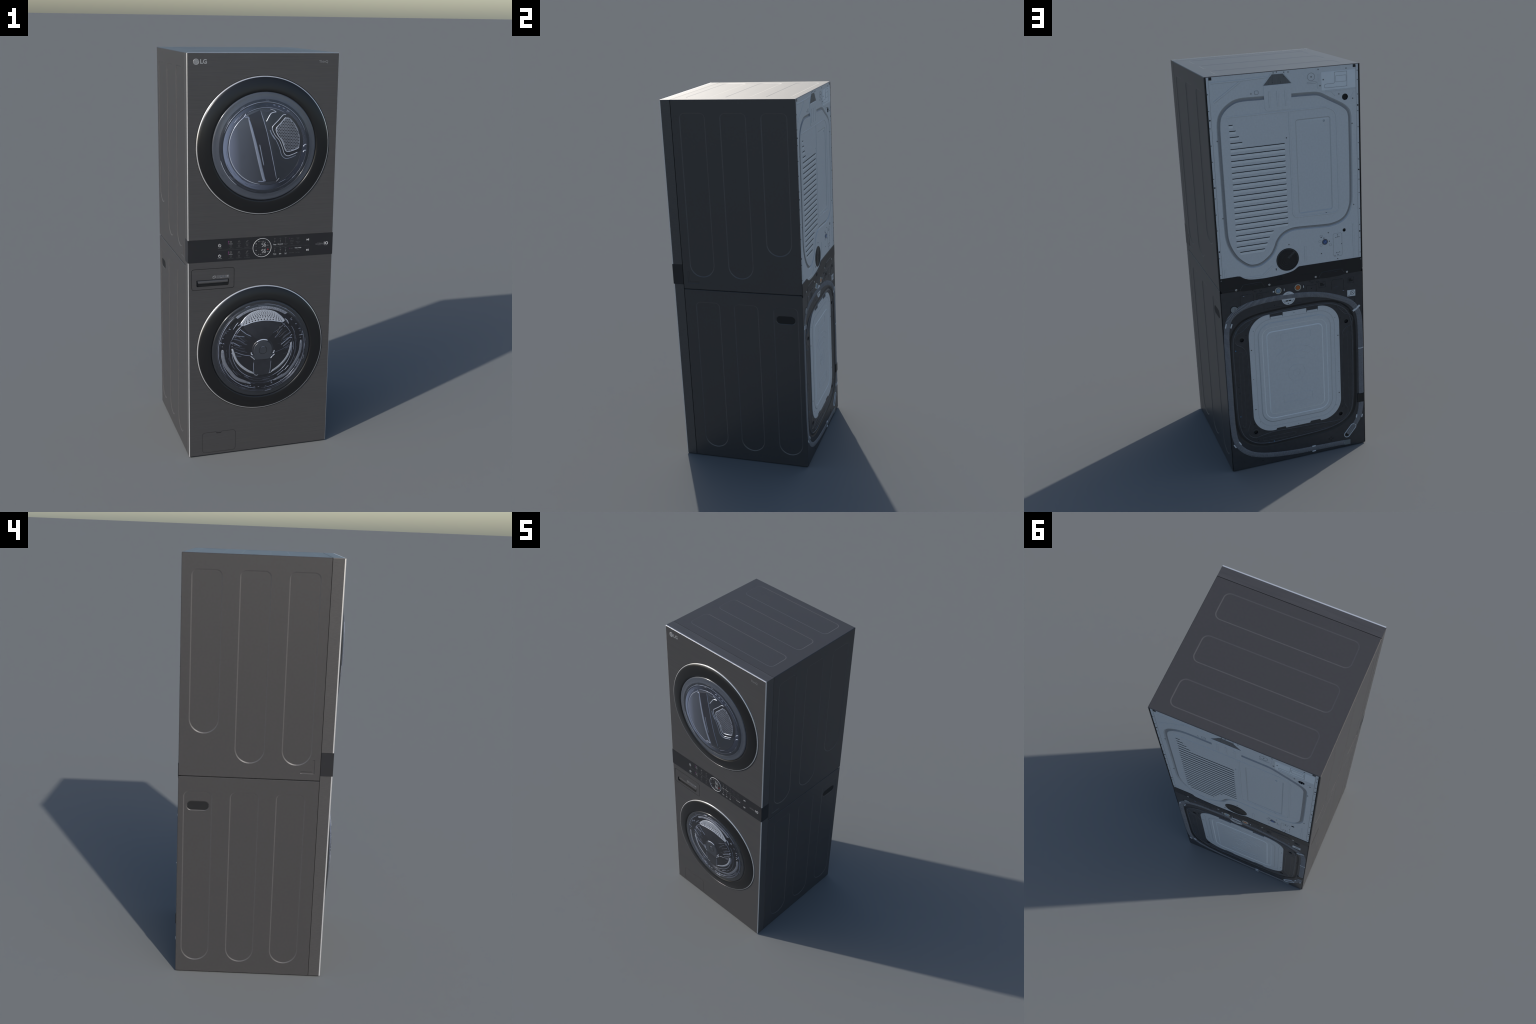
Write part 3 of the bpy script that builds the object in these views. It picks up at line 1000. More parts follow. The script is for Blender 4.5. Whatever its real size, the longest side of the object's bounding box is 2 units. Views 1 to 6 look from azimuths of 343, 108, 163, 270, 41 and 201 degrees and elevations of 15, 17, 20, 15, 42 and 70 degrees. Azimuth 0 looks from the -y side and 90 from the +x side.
            for a in (2, -6):
                t = math.radians(a)
                bead(b, fd, spline([(0.205 * math.cos(t), 0.205 * math.sin(t)), (0.196 * math.cos(t), 0.196 * math.sin(t) - 0.001), (0.190 * math.cos(t), 0.190 * math.sin(t) - 0.010)], 5), 0.0050, 0.0012, STEELB, h0=0.0008, taper=True)
            for a in (56, 64, 71, 78):
                t = math.radians(a)
                bead(b, fd, [(0.199 * math.cos(t + s), 0.199 * math.sin(t + s)) for s in (-0.03, -0.015, 0, 0.015, 0.03)], 0.0040, 0.0010, STEELS, h0=0.0006, taper=True)
        one("vent_refraction_strip", W, mirror_strip, smooth=40)
    else:
        one("window_inner_ring", W, lambda b: annulus(b, 0.2250, 0.2100, 0.0002, RING_L, crown=0.0006), smooth=60)
        one("drum_wall", W, lambda b: annulus(b, 0.2095, 0.1600, 0.0002, RING_L, crown=0.0003), smooth=60)
        one("drum_back", W, lambda b: annulus(b, 0.1590, 0.0, 0.0004, BLADE, n=12), smooth=60)

        def rims(b):
            for r, a0, a1, w, m in ((0.2290, 95, 200, 0.0022, STEELD), (0.2235, 130, 215, 0.0024, STEELS), (0.2170, 150, 225, 0.0020, STEELD),
                                    (0.2250, -60, 20, 0.0022, STEELS), (0.2310, 40, 88, 0.0020, STEELS), (0.2190, -75, 30, 0.0018, STEELD),
                                    (0.2120, 195, 262, 0.0030, STEELS), (0.2120, -82, -20, 0.0024, STEELS), (0.2220, 215, 325, 0.0020, STEELD),
                                    (0.1700, 160, 215, 0.0040, STEELD), (0.1760, -35, 20, 0.0040, STEELD), (0.1560, 175, 250, 0.0026, STEELS), (0.1560, -70, 10, 0.0026, STEELS),
                                    (0.1640, 25, 62, 0.0022, STEELS), (0.1680, 120, 160, 0.0022, STEELS), (0.2290, 195, 345, 0.0018, STEELD)):
                bead(b, fd, arc(0, 0.004, r, a0, a1, 50), w, 0.0008, m, h0=0.0003, taper=True)
            for k in range(7):
                r = 0.150 + 0.0065 * k
                bead(b, fd, arc(0, 0.004, r, 248, 292, 24), 0.0016, 0.0006, STEELD if k % 2 else BLADE2, h0=0.0003, taper=True)
        one("drum_rim", W, rims, smooth=60)

        def band(b, pts0, w, m, hole, rows, step, hmat=DARK):
            """strip along a path, with raised discs standing in for its perforations"""
            bead(b, fd, pts0, w, 0.0010, m, h0=0.0004, taper=True)
            P = [Vector(p) for p in pts0]
            acc, cs = 0.0, []
            L = 0.0
            total = sum((P[i + 1] - P[i]).length for i in range(len(P) - 1))
            k = 0
            nxt = total * 0.06
            for i in range(len(P) - 1):
                s = (P[i + 1] - P[i]).length
                while nxt <= L + s and nxt < total * 0.94:
                    q = P[i].lerp(P[i + 1], (nxt - L) / s)
                    t = (P[i + 1] - P[i]).normalized()
                    n = Vector((-t.y, t.x))
                    for r in range(rows):
                        off = ((r - (rows - 1) / 2) / max(1, rows - 1)) * w * 0.55 if rows > 1 else 0
                        jit = random.uniform(-0.15, 0.15) * step
                        c = q + n * off + t * (jit + (step / 2 if r % 2 else 0))
                        cs.append((c.x, c.y))
                    nxt += step
                    k += 1
                L += s
            dots(b, fd, cs, hole, 0.0008, 0.0016, hmat, 6)

        def bands(b):
            band(b, spline([(-0.203, 0.016), (-0.201, -0.020), (-0.190, -0.060), (-0.166, -0.100), (-0.128, -0.144), (-0.060, -0.176)], 10), 0.0170, PERF, 0.0014, 3, 0.0046)
            band(b, spline([(0.206, 0.030), (0.204, -0.020), (0.190, -0.060), (0.168, -0.098), (0.128, -0.144), (0.062, -0.172)], 10), 0.0160, PERF, 0.0014, 3, 0.0046)
            band(b, spline([(-0.154, 0.020), (-0.147, -0.010), (-0.134, -0.043), (-0.112, -0.073), (-0.078, -0.102), (-0.044, -0.122)], 10), lambda s: 0.011, PERFB, 0.0009, 1, 0.0032) if False else None
            band(b, spline([(-0.156, 0.020), (-0.147, -0.010), (-0.134, -0.043), (-0.112, -0.073), (-0.078, -0.102), (-0.042, -0.122)], 10), 0.0115, PERFB, 0.0009, 3, 0.0034, STEELD)
            band(b, spline([(0.152, 0.026), (0.146, -0.010), (0.134, -0.043), (0.112, -0.073), (0.082, -0.100), (0.050, -0.119)], 10), 0.0115, PERFB, 0.0009, 3, 0.0034, STEELD)
        one("perforated_band", W, bands, smooth=40)

        def crown(b):
            o = arc(0.0, 0.004, 0.2200, 128, 53, 40) + arc(-0.002, 0.004, 0.2075, 55, 127, 40)
            slab(b, fd, o, 0.0, 0.0010, PERF, 0.0005)
            cs = [(r * math.cos(math.radians(a)), 0.004 + r * math.sin(math.radians(a))) for r, st, a0 in ((0.2165, 4.2, 58), (0.2130, 2.6, 57), (0.2100, 2.2, 58)) for a in [a0 + st * k for k in range(int(66 / st))]]
            dots(b, fd, cs, 0.0014, 0.0008, 0.0014, DARK, 6)
        one("perforated_crown", W, crown, smooth=40)

        def lifter(b):
            top = spline([(-0.113, 0.147), (-0.100, 0.163), (-0.083, 0.181), (-0.049, 0.201), (0.003, 0.2085), (0.056, 0.197), (0.088, 0.176), (0.104, 0.160), (0.115, 0.147)], 5)
            bot = spline([(0.114, 0.143), (0.106, 0.138), (0.085, 0.141), (0.044, 0.150), (0.000, 0.154), (-0.050, 0.149), (-0.085, 0.139), (-0.104, 0.135), (-0.113, 0.141)], 5)
            o = top + bot
            loops, regs = [], []
            cs = []
            for row in range(7):
                t = row / 6
                n = 14 + row * 3 // 2
                for k in range(n):
                    s = -1 + 2 * k / (n - 1)
                    u = s * (0.100 - 0.016 * t)
                    vb = 0.160 - 0.021 * s * s
                    vt = 0.2050 - 0.052 * (u / 0.108) ** 2
                    v = vb + (vt - vb) * (t ** 0.75)
                    rr = 0.0037 * (1 - 0.62 * t) * (1 - 0.25 * s * s)
                    cs.append((u, v, rr))
            slab(b, fd, o, 0.0, 0.0016, PERFB, 0.0010, grid=0.012)
            for u, v, rr in cs:
                dots(b, fd, [(u, v)], rr, 0.0012, 0.0020, DARK, 8)
            bead(b, fd, bot, 0.0036, 0.0012, STEELB, h0=0.0012)
        one("drum_lifter", W, lifter, smooth=40)

        def blades(b):
            for o in ([(-0.098, 0.132), (-0.045, 0.145), (0.0, 0.150), (0.045, 0.146), (0.098, 0.134), (0.070, 0.100), (0.030, 0.062), (0.0, 0.056), (-0.030, 0.062), (-0.070, 0.098)],
                      [(-0.048, -0.028), (-0.030, -0.048), (0.030, -0.048), (0.048, -0.028), (0.044, -0.090), (0.041, -0.128), (-0.045, -0.130), (-0.046, -0.090)]):
                slab(b, fd, spline(o, 4, True), 0.0, 0.0011, BLADE2, 0.0007, grid=0.014)
        one("drum_paddle", W, blades, smooth=40)

        def folds(b):
            S = [((-0.114, 0.116), (-0.085, 0.092), (-0.060, 0.078), 0.0034, STEELS), ((0.120, 0.132), (0.085, 0.103), (0.052, 0.085), 0.0030, STEELD),
                 ((-0.146, 0.088), (-0.122, 0.082), (-0.094, 0.078), 0.0030, STEELS), ((-0.150, 0.070), (-0.120, 0.060), (-0.096, 0.044), 0.0060, STEELD),
                 ((-0.152, 0.052), (-0.135, 0.042), (-0.118, 0.030), 0.0030, STEELS), ((-0.150, 0.026), (-0.120, 0.008), (-0.080, -0.004), 0.0026, STEELD),
                 ((-0.142, 0.002), (-0.100, -0.016), (-0.062, -0.024), 0.0024, STEELS), ((0.148, 0.078), (0.125, 0.065), (0.104, 0.050), 0.0060, STEELD),
                 ((0.146, 0.055), (0.120, 0.036), (0.096, 0.020), 0.0030, STEELS), ((0.150, 0.040), (0.125, 0.022), (0.108, 0.008), 0.0034, STEELD),
                 ((0.142, 0.016), (0.105, -0.004), (0.066, -0.016), 0.0022, STEELD), ((-0.046, -0.060), (-0.046, -0.095), (-0.042, -0.126), 0.0030, STEELS),
                 ((0.044, -0.060), (0.042, -0.095), (0.039, -0.126), 0.0030, STEELS), ((-0.042, -0.128), (-0.030, -0.133), (-0.022, -0.131), 0.0028, STEELB),
                 ((0.034, -0.128), (0.046, -0.124), (0.054, -0.119), 0.0024, STEELB), ((-0.150, 0.118), (-0.136, 0.138), (-0.124, 0.152), 0.0024, STEELS),
                 ((0.116, 0.152), (0.130, 0.140), (0.136, 0.124), 0.0030, STEELB)]
            for a, c, d, w, m in S:
                bead(b, fd, spline([a, c, d], 8), w, 0.0009, m, h0=0.0006, taper=True)
        one("drum_fold", W, folds, smooth=60)

        def hub(b):
            slab(b, fd, circle(0, 0.003, 0.0560, 64), 0.0, 0.0014, BLADE2, 0.0010, grid=0.014)
            slab(b, fd, circle(0, 0.002, 0.0475, 64), 0.0010, 0.0024, HUBM, 0.0010, grid=0.014)
            slab(b, fd, [(-0.058, -0.022), (0.058, -0.022), (0.050, -0.036), (0.030, -0.048), (-0.030, -0.048), (-0.050, -0.036)], 0.0010, 0.0026, HUBM, 0.0010, grid=0.014)
            bead(b, fd, circle(0, 0.002, 0.0200, 40), 0.0022, 0.0006, DARK, closed=True, h0=0.0024)
            bead(b, fd, arc(0, 0.002, 0.0185, 60, 120, 10), 0.0022, 0.0010, STEELS, h0=0.0024, taper=True)
            bead(b, fd, arc(0, 0.003, 0.0530, 62, 128, 30), 0.0062, 0.0014, STEELB, h0=0.0012, taper=True)
            for s in (-1, 1):
                bead(b, fd, spline([(s * 0.060, -0.005), (s * 0.058, -0.016), (s * 0.052, -0.019)], 6), 0.0050, 0.0014, STEELB, h0=0.0014, taper=True)
                bead(b, fd, spline([(s * 0.063, -0.026), (s * 0.054, -0.033), (s * 0.041, -0.046)], 6), 0.0040, 0.0014, STEELB, h0=0.0014, taper=True)
        one("drum_hub", W, hub, smooth=40)

        def clips(b):
            for u, v, w in ((-0.211, 0.052, 0.012), (-0.198, 0.048, 0.008), (-0.156, 0.050, 0.010), (0.210, 0.058, 0.012), (0.214, 0.070, 0.008), (0.151, 0.050, 0.011), (0.153, 0.064, 0.008),
                            (-0.058, -0.190, 0.008), (0.054, -0.186, 0.008), (-0.060, -0.178, 0.007), (0.052, -0.176, 0.007), (-0.166, 0.120, 0.008), (0.150, 0.146, 0.008),
                            (-0.186, 0.103, 0.008), (0.178, 0.118, 0.008), (-0.200, 0.075, 0.007), (0.200, 0.092, 0.007)):
                bead(b, fd, [(u - w * .5, v - w * .2), (u - w * .15, v + w * .1), (u + w * .2, v - w * .05), (u + w * .5, v - w * .35)], w * 0.42, 0.0011, STEELS, h0=0.0005, taper=True)  # pale beads paint sparkles on the ring clips
        one("drum_clip_glint", W, clips, smooth=60, kind="stuff")
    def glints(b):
        """short strips that paint glints and dim streaks over the drum"""
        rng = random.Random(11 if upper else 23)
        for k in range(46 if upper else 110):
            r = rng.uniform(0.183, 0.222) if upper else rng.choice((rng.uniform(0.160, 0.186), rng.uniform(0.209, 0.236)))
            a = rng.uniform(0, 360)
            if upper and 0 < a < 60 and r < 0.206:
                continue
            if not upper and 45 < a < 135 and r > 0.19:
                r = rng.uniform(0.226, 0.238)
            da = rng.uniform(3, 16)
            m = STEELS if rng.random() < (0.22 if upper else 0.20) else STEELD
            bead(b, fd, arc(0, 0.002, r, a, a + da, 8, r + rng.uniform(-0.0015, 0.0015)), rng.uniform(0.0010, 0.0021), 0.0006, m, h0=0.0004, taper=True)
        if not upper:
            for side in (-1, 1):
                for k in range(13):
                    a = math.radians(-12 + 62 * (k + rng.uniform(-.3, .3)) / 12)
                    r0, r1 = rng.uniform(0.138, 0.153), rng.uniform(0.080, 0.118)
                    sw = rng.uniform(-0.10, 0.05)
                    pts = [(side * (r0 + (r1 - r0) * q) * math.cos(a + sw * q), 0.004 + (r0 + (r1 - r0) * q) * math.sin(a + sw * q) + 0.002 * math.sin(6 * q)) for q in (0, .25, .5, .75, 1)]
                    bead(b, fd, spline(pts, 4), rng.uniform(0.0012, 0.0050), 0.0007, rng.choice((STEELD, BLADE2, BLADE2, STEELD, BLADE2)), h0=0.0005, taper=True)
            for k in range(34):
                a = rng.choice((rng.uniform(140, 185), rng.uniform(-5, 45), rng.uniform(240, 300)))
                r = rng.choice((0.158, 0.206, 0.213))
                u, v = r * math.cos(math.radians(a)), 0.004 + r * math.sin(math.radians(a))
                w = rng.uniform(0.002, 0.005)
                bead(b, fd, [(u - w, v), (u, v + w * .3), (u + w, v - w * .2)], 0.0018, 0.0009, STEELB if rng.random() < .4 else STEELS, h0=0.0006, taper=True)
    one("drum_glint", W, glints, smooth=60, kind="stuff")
    return D


door("dryer")
door("washer")


# ================================================================= back, upper half
WHITE_OUT = ([(0.359, TOP - 0.003), (0.359, 1.056), (0.275, 1.056)] +
             spline([(0.262, 1.054), (0.240, 1.040), (0.213, 1.030), (0.160, 1.026), (0.118, 1.026), (0.050, 1.030), (-0.001, 1.039), (-0.028, 1.055)], 5)[:-1] +
             [(-0.034, 1.058), (-0.359, 1.056), (-0.359, TOP - 0.003)])

CHANNEL = spline([(0.215, 1.885), (0.262, 1.868), (0.297, 1.838), (0.315, 1.795), (0.318, 1.700), (0.317, 1.500), (0.316, 1.300), (0.312, 1.240), (0.298, 1.194), (0.275, 1.152),
                  (0.245, 1.120), (0.211, 1.098), (0.178, 1.095), (0.150, 1.102), (0.118, 1.122), (0.094, 1.145), (0.078, 1.175), (0.066, 1.203), (0.047, 1.226), (0.023, 1.241), (-0.010, 1.250),
                  (-0.060, 1.250), (-0.178, 1.244), (-0.215, 1.246), (-0.253, 1.256), (-0.280, 1.274), (-0.296, 1.297), (-0.308, 1.330), (-0.312, 1.362), (-0.314, 1.500), (-0.314, 1.728), (-0.312, 1.768),
                  (-0.302, 1.794), (-0.271, 1.820), (-0.210, 1.853), (-0.172, 1.874), (-0.150, 1.880), (-0.120, 1.882), (0.000, 1.884), (0.120, 1.885)], 4, True)


def back_upper(b):
    f = fr_back
    chan_o, chan_i = offset(CHANNEL, -0.0085), offset(CHANNEL, 0.0085)
    chan_m0, chan_m1 = offset(CHANNEL, -0.0035), offset(CHANNEL, 0.0035)
    holes = [circle(-0.292, 1.852, 0.0150, 28), circle(-0.2735, 1.2080, 0.0085, 20), circle(-0.184, 1.753, 0.0055, 16), circle(-0.183, 1.3055, 0.0050, 16),
             circle(0.001, 1.692, 0.0030, 12)]
    duct = circle(0.0215, 1.1015, 0.0565, 48)
    step = offset(CHANNEL, 0.0190)
    loops = [(chan_o, 0.0), (chan_m0, -0.0042), (chan_m1, -0.0042), (chan_i, 0.0012), (offset(CHANNEL, 0.0145), 0.0012), (step, 0.0004)]
    regs = [(chan_o, GALVE), (chan_m0, GALVD), (chan_i, GALV)]  # channel floor and outer slope darkened to paint their shade
    for c in holes + [duct]:
        loops += [(c, 0.0), (offset(c, 0.0009), -0.006)]
        regs.append((offset(c, 0.0003), DARK))
    # raised right-hand field
    fld = rrect(-0.2170, 1.3220, -0.0445, 1.7710, 0.012)
    loops += [(fld, 0.0004), (offset(fld, 0.0045), -0.0014)]
    regs += [(fld, GALVE), (offset(fld, 0.0045), GALV)]
    sheet(b, f, WHITE_OUT, GALV, loops, regions=regs)


BU = one("back_panel", ROOT, back_upper, smooth=30)


def back_ribs(b):
    f = fr_back
    w, h = 0.0085, 0.0016
    bead(b, f, [(0.278, 1.8145), (0.10, 1.814), (-0.10, 1.814), (-0.196, 1.8145)] + spline([(-0.196, 1.8145), (-0.222, 1.803), (-0.240, 1.787), (-0.247, 1.765)], 5) +
         [(-0.249, 1.50), (-0.250, 1.335)] + spline([(-0.250, 1.335), (-0.246, 1.315), (-0.230, 1.305), (-0.200, 1.303)], 5) + [(-0.040, 1.307)] +
         spline([(-0.040, 1.307), (-0.022, 1.314), (-0.016, 1.333)], 5) + [(-0.016, 1.60), (-0.0165, 1.812)], w, h, GALV, prof=PRESS, edge=GALVE)
    bead(b, f, [(0.339, 1.971), (0.206, 1.971), (0.080, 1.976)], 0.009, 0.0012, GALV, prof=PRESS, edge=GALVE)
    bead(b, f, [(0.206, 1.966), (0.330, 1.885)], 0.010, 0.0012, GALV, prof=PRESS, edge=GALVE)
    bead(b, f, [(0.262, 1.0425), (0.160, 1.0385), (0.146, 1.042), (0.098, 1.081)], 0.010, 0.0012, GALV, prof=PRESS, edge=GALVE)
    bead(b, f, [(-0.071, 1.155), (-0.070, 1.078)], 0.011, 0.0012, GALV, prof=PRESS, edge=GALVE)
    bead(b, f, [(-0.320, 1.235), (-0.322, 1.062)], 0.009, 0.0010, GALV, prof=PRESS, edge=GALVE)
    bead(b, f, [(0.334, 1.100), (0.334, 1.060)], 0.010, 0.0010, GALV, prof=PRESS, edge=GALVE)
    bead(b, f, [(-0.166, 1.968), (-0.166, 1.935), (-0.161, 1.925), (-0.161, 1.902)], 0.008, 0.0010, GALV, prof=PRESS, edge=GALVE)
    bead(b, f, [(-0.195, 1.886), (-0.345, 1.888)], 0.006, 0.0009, GALV, prof=PRESS, edge=GALVE)
    bead(b, f, [(-0.228, 1.880), (-0.245, 1.862)], 0.006, 0.0008, GALV, prof=PRESS, edge=GALVE)
    bead(b, f, [(-0.337, 1.875), (-0.318, 1.838)], 0.006, 0.0008, GALV, prof=PRESS, edge=GALVE)
    # small disc mark and slot under it
    bead(b, f, circle(-0.129, 1.9575, 0.0175, 36), 0.0022, 0.0008, GALVD, closed=True)
    bead(b, f, capsule((-0.112, 1.931), (-0.150, 1.931), 0.007), 0.0014, 0.0006, GALVD, closed=True)
    slab(b, f, circle(-0.129, 1.9575, 0.0035, 14), 0, 0.001, DULL, 0.0004)
    bead(b, f, rrect(0.124, 1.903, 0.142, 1.919, 0.004), 0.0020, 0.0010, GALVD, closed=True)
    slab(b, f, rrect(0.126, 1.905, 0.140, 1.917, 0.003), 0, 0.0008, GALV, 0.0003)
    slab(b, f, circle(0.158, 1.908, 0.0035, 12), 0, 0.0008, GALVD, 0.0003)
    # fold lines near the side flanges
    for s in (1, -1):
        bead(b, f, [(s * 0.3475, 1.992), (s * 0.3475, 1.060)], 0.0014, 0.0005, GALVD)


one("pressed_rib", BU, back_ribs, smooth=45)


def scoop(b):
    f = fr_back
    slab(b, f, [(0.057, 1.985), (0.005, 1.984), (-0.0325, 1.9385), (0.099, 1.9385)], 0, 0.0008, SCOOPD, 0.0004)
    o = rrect(-0.031, 1.822, 0.0985, 1.9385, 0.02, radii=(0.020, 0.020, 0.001, 0.001))
    slab(b, f, o, -0.003, 0.0020, GALV, 0.0012)
    for u in (0.0735, 0.0350, -0.0030):
        bead(b, f, [(u, 1.911), (u, 1.838)], 0.0085, 0.0012, GALV, h0=0.0020, prof=PRESS, edge=GALVE)
    for a, c in (((0.062, 1.9885), (0.102, 1.9380)), ((0.000, 1.9875), (-0.036, 1.9380))):
        bead(b, f, [a, c], 0.0030, 0.0014, GALV)
    for u, v in ((0.066, 1.972), (0.001, 1.972), (0.055, 1.948), (0.018, 1.948)):
        slab(b, f, circle(u, v, 0.0016, 8), 0, 0.0016, BLACKP, 0.0003)


one("vent_scoop", BU, scoop, smooth=40)


def louver(width, slant_l, slant_r):
    """one dark slot plate with a hood below it, at the origin of the back frame"""
    b = Build()
    d0, d1, hh = 0.0036, 0.0155, 0.0012
    w0, w1 = 0.0, width
    V = [(w0, 0.0, 0.0), (w1, 0.0, 0.0), (w0 + slant_l * .5, 0.0, -d0), (w1 - slant_r * .5, 0.0, -d0)]
    # dark plate lying on the sheet stands in for the open slot
    M = [(-w0, 0.0004, 0.0), (-w1, 0.0004, 0.0), (-w1 + slant_r, 0.0004, -d0 * 1.25), (-w0 - slant_l, 0.0004, -d0 * 1.25)]
    b.add(M, orient(M, [(0, 1, 2, 3)], Vector((0, 1, 0))), DARK)
    prof = [(-d0, hh), (-d0 - 0.0006, hh * 1.02), (-d0 - 0.004, hh * 0.92), (-d0 - 0.008, hh * 0.5), (-d1, -0.0002)]
    V, F = [], []
    for k, (z, h) in enumerate(prof):
        ins = slant_l * (0.75 + 0.1 * k)
        for x, e in ((-w0 - ins + 0.0022, 0), (-w0 - ins, 1), (-w1 + ins, 1), (-w1 + ins - 0.0022, 0)):
            V.append((x, h if e else -0.0002, z))
    n = len(prof)
    for k in range(n - 1):
        for c in range(3):
            F.append((k * 4 + c, k * 4 + c + 1, k * 4 + 5 + c, k * 4 + 4 + c))
    b.add(V, orient(V, F, Vector((0, 1, 0))), GALVL)  # hood paler than the panel, painting its lit face
    L = [(V[1][0], 0.0, -d0), V[1], V[2], (V[2][0], 0.0, -d0)]
    b.add(L, orient(L, [(0, 1, 2, 3)], Vector((0, 0, 1))), DARK)
    me = bpy.data.meshes.new("louver")
    me.from_pydata(b.v, [], b.f)
    for m in b.mats:
        me.materials.append(m)
    me.polygons.foreach_set("material_index", b.m)
    me.update()
    return me


mesh_cache = {}
for i in range(23):
    z = 1.7790 - 0.02742 * i
    x0, x1 = 0.2705, 0.0095
    if i < 4:
        x0, x1 = 0.2715 - 0.0008 * i, (0.250, 0.238, 0.2245, 0.2105)[i]
    if i > 18:
        x1 = (0.084, 0.104, 0.117, 0.131)[i - 19]
        x0 = 0.2555 if i == 22 else 0.2705
    key = (round(x0 - x1, 3),)
    if key not in mesh_cache:
        mesh_cache[key] = louver(x0 - x1, 0.0035, 0.0035)
    ob = link("louver", mesh_cache[key], BU)
    ob.location = (x0, BACK + 0.0006, z)


def label_box(b):
    f = fr_back
    slab(b, f, rrect(-0.346, 1.891, -0.178, 1.974, 0.004), 0, 0.0008, GALVL, 0.0004)
    p = spline([(-0.242, 1.966), (-0.244, 1.969), (-0.272, 1.969), (-0.300, 1.969), (-0.303, 1.966), (-0.303, 1.935), (-0.302, 1.904), (-0.299, 1.9015), (-0.250, 1.9015), (-0.200, 1.9015),
                (-0.193, 1.905), (-0.193, 1.914), (-0.199, 1.9185), (-0.218, 1.9190), (-0.236, 1.9190), (-0.241, 1.924), (-0.242, 1.945)], 4, True)
    bead(b, f, p, 0.0018, 0.0006, GALVD, closed=True, h0=0.0008)
    bead(b, f, rrect(-0.299, 1.924, -0.247, 1.952, 0.002), 0.0014, 0.0005, GALVD, closed=True, h0=0.0008)
    for u, v in ((-0.187, 1.940), (-0.171, 1.914)):
        slab(b, f, circle(u, v, 0.0035, 12), 0, 0.0016, DULL, 0.0004)


one("wiring_cover", BU, label_box, smooth=45)


def duct_end(b):
    f = fr_back
    cu, cv = 0.0215, 1.1015
    slab(b, f, circle(cu, cv, 0.0562, 48), -0.004, -0.0004, BLACKP, 0.0006)
    bead(b, f, circle(cu, cv, 0.0555, 64), 0.0035, 0.0014, BLACKP, closed=True)
    for r in (0.046, 0.037, 0.028, 0.019):
        bead(b, f, circle(cu, cv, r, 40), 0.0040, 0.0010, BLACKP, closed=True, h0=-0.0006)
    bead(b, f, arc(cu, cv, 0.0525, -30, 200, 40), 0.0014, 0.0006, DULL, h0=-0.0004, taper=True)
    bead(b, f, [(0.018, 1.108), (0.006, 1.118), (-0.018, 1.138)], 0.012, 0.0008, material("dark_duct_vane", (0.045, 0.047, 0.048), 0.5), h0=-0.0004)


one("exhaust_duct", BU, duct_end, smooth=45)


def water_inlet(b):
    f = fr_back
    slab(b, f, circle(-0.172, 1.162, 0.0150, 32), 0, 0.0012, material("grey_inlet_collar", (0.10, 0.11, 0.13), 0.4), 0.0008)
    slab(b, f, circle(-0.172, 1.162, 0.0095, 28), 0.0008, 0.0024, BLUE, 0.0008)
    bead(b, f, [(-0.178, 1.168), (-0.167, 1.156)], 0.003, 0.0008, PALEBLUE, h0=0.0024)


one("steam_inlet", BU, water_inlet, smooth=45)


def service_plate(b):
    f = fr_back
    o = rrect(-0.2605, 1.0795, -0.2145, 1.1965, 0.008)
    bead(b, f, o, 0.0013, 0.0006, GALVD, closed=True)
    for u, v in ((-0.229, 1.176), (-0.237, 1.178), (-0.245, 1.178), (-0.237, 1.188), (-0.230, 1.097), (-0.238, 1.096), (-0.247, 1.099), (-0.222, 1.083), (-0.238, 1.086), (-0.258, 1.140)):
        slab(b, f, rrect(u - 0.0018, v - 0.0018, u + 0.0018, v + 0.0018, 0.0006, 2), 0, 0.0008, BLACKP, 0.0002)
    for u, v in ((-0.153, 1.188), (-0.167, 1.182), (-0.195, 1.162), (-0.152, 1.105), (-0.190, 1.206), (-0.236, 1.066)):
        slab(b, f, circle(u, v, 0.0026, 10), 0, 0.0008, BLACKP, 0.0002)
    for u, v in ((-0.153, 1.194), (-0.146, 1.168), (-0.152, 1.147), (-0.199, 1.143)):
        bead(b, f, rrect(u - 0.006, v - 0.0045, u + 0.006, v + 0.0045, 0.002, 3), 0.0012, 0.0006, GALVD, closed=True)
    slab(b, f, rrect(0.0800, 1.0555, 0.0835, 1.0665, 0.001, 2), 0, 0.0008, BLACKP, 0.0002)


one("service_plate", BU, service_plate, smooth=45, kind="stuff")

screw_mesh = None


def screw(name, u, v, r, mat, parent, frame=fr_back, h=0.0014, inner=None):
    b = Build()
    slab(b, frame, circle(u, v, r, 14), -0.0004, h, mat, 0.0006)
    if inner:
        slab(b, frame, circle(u, v, r * 0.45, 10), h - 0.0003, h + 0.0003, inner, 0.0002)
    return b.make(name, parent)


for z in (1.923, 1.849, 1.772, 1.694, 1.620, 1.541, 1.449, 1.372, 1.295, 1.158, 1.075):
    screw("flange_rivet", 0.3560, z, 0.0026, DULL, BU)
for z in (1.968, 1.926, 1.859, 1.782, 1.706, 1.630, 1.551, 1.452, 1.386, 1.306, 1.225, 1.158, 1.082):
    screw("flange_rivet", -0.3548, z, 0.0024, DULL, BU)
for s in (0.3540, -0.3545):
    for z in (1.808, 1.500, 1.191):
        screw("flange_bolt", s, z, 0.0036, BLACKP, BU)
for u, z in ((0.050, 1.993), (0.034, 1.9955), (0.000, 1.992), (-0.020, 1.991), (-0.164, 1.990), (-0.300, 1.984)):
    screw("flange_rivet", u, z - 0.002, 0.0030, DULL, BU)
for u, z in ((0.3270, 1.712), (-0.3250, 1.725), (0.3260, 1.350), (-0.3255, 1.330), (0.012, 1.176), (-0.330, 1.842), (-0.262, 1.868)):
    screw("flange_rivet", u, z, 0.0032, DULL, BU)
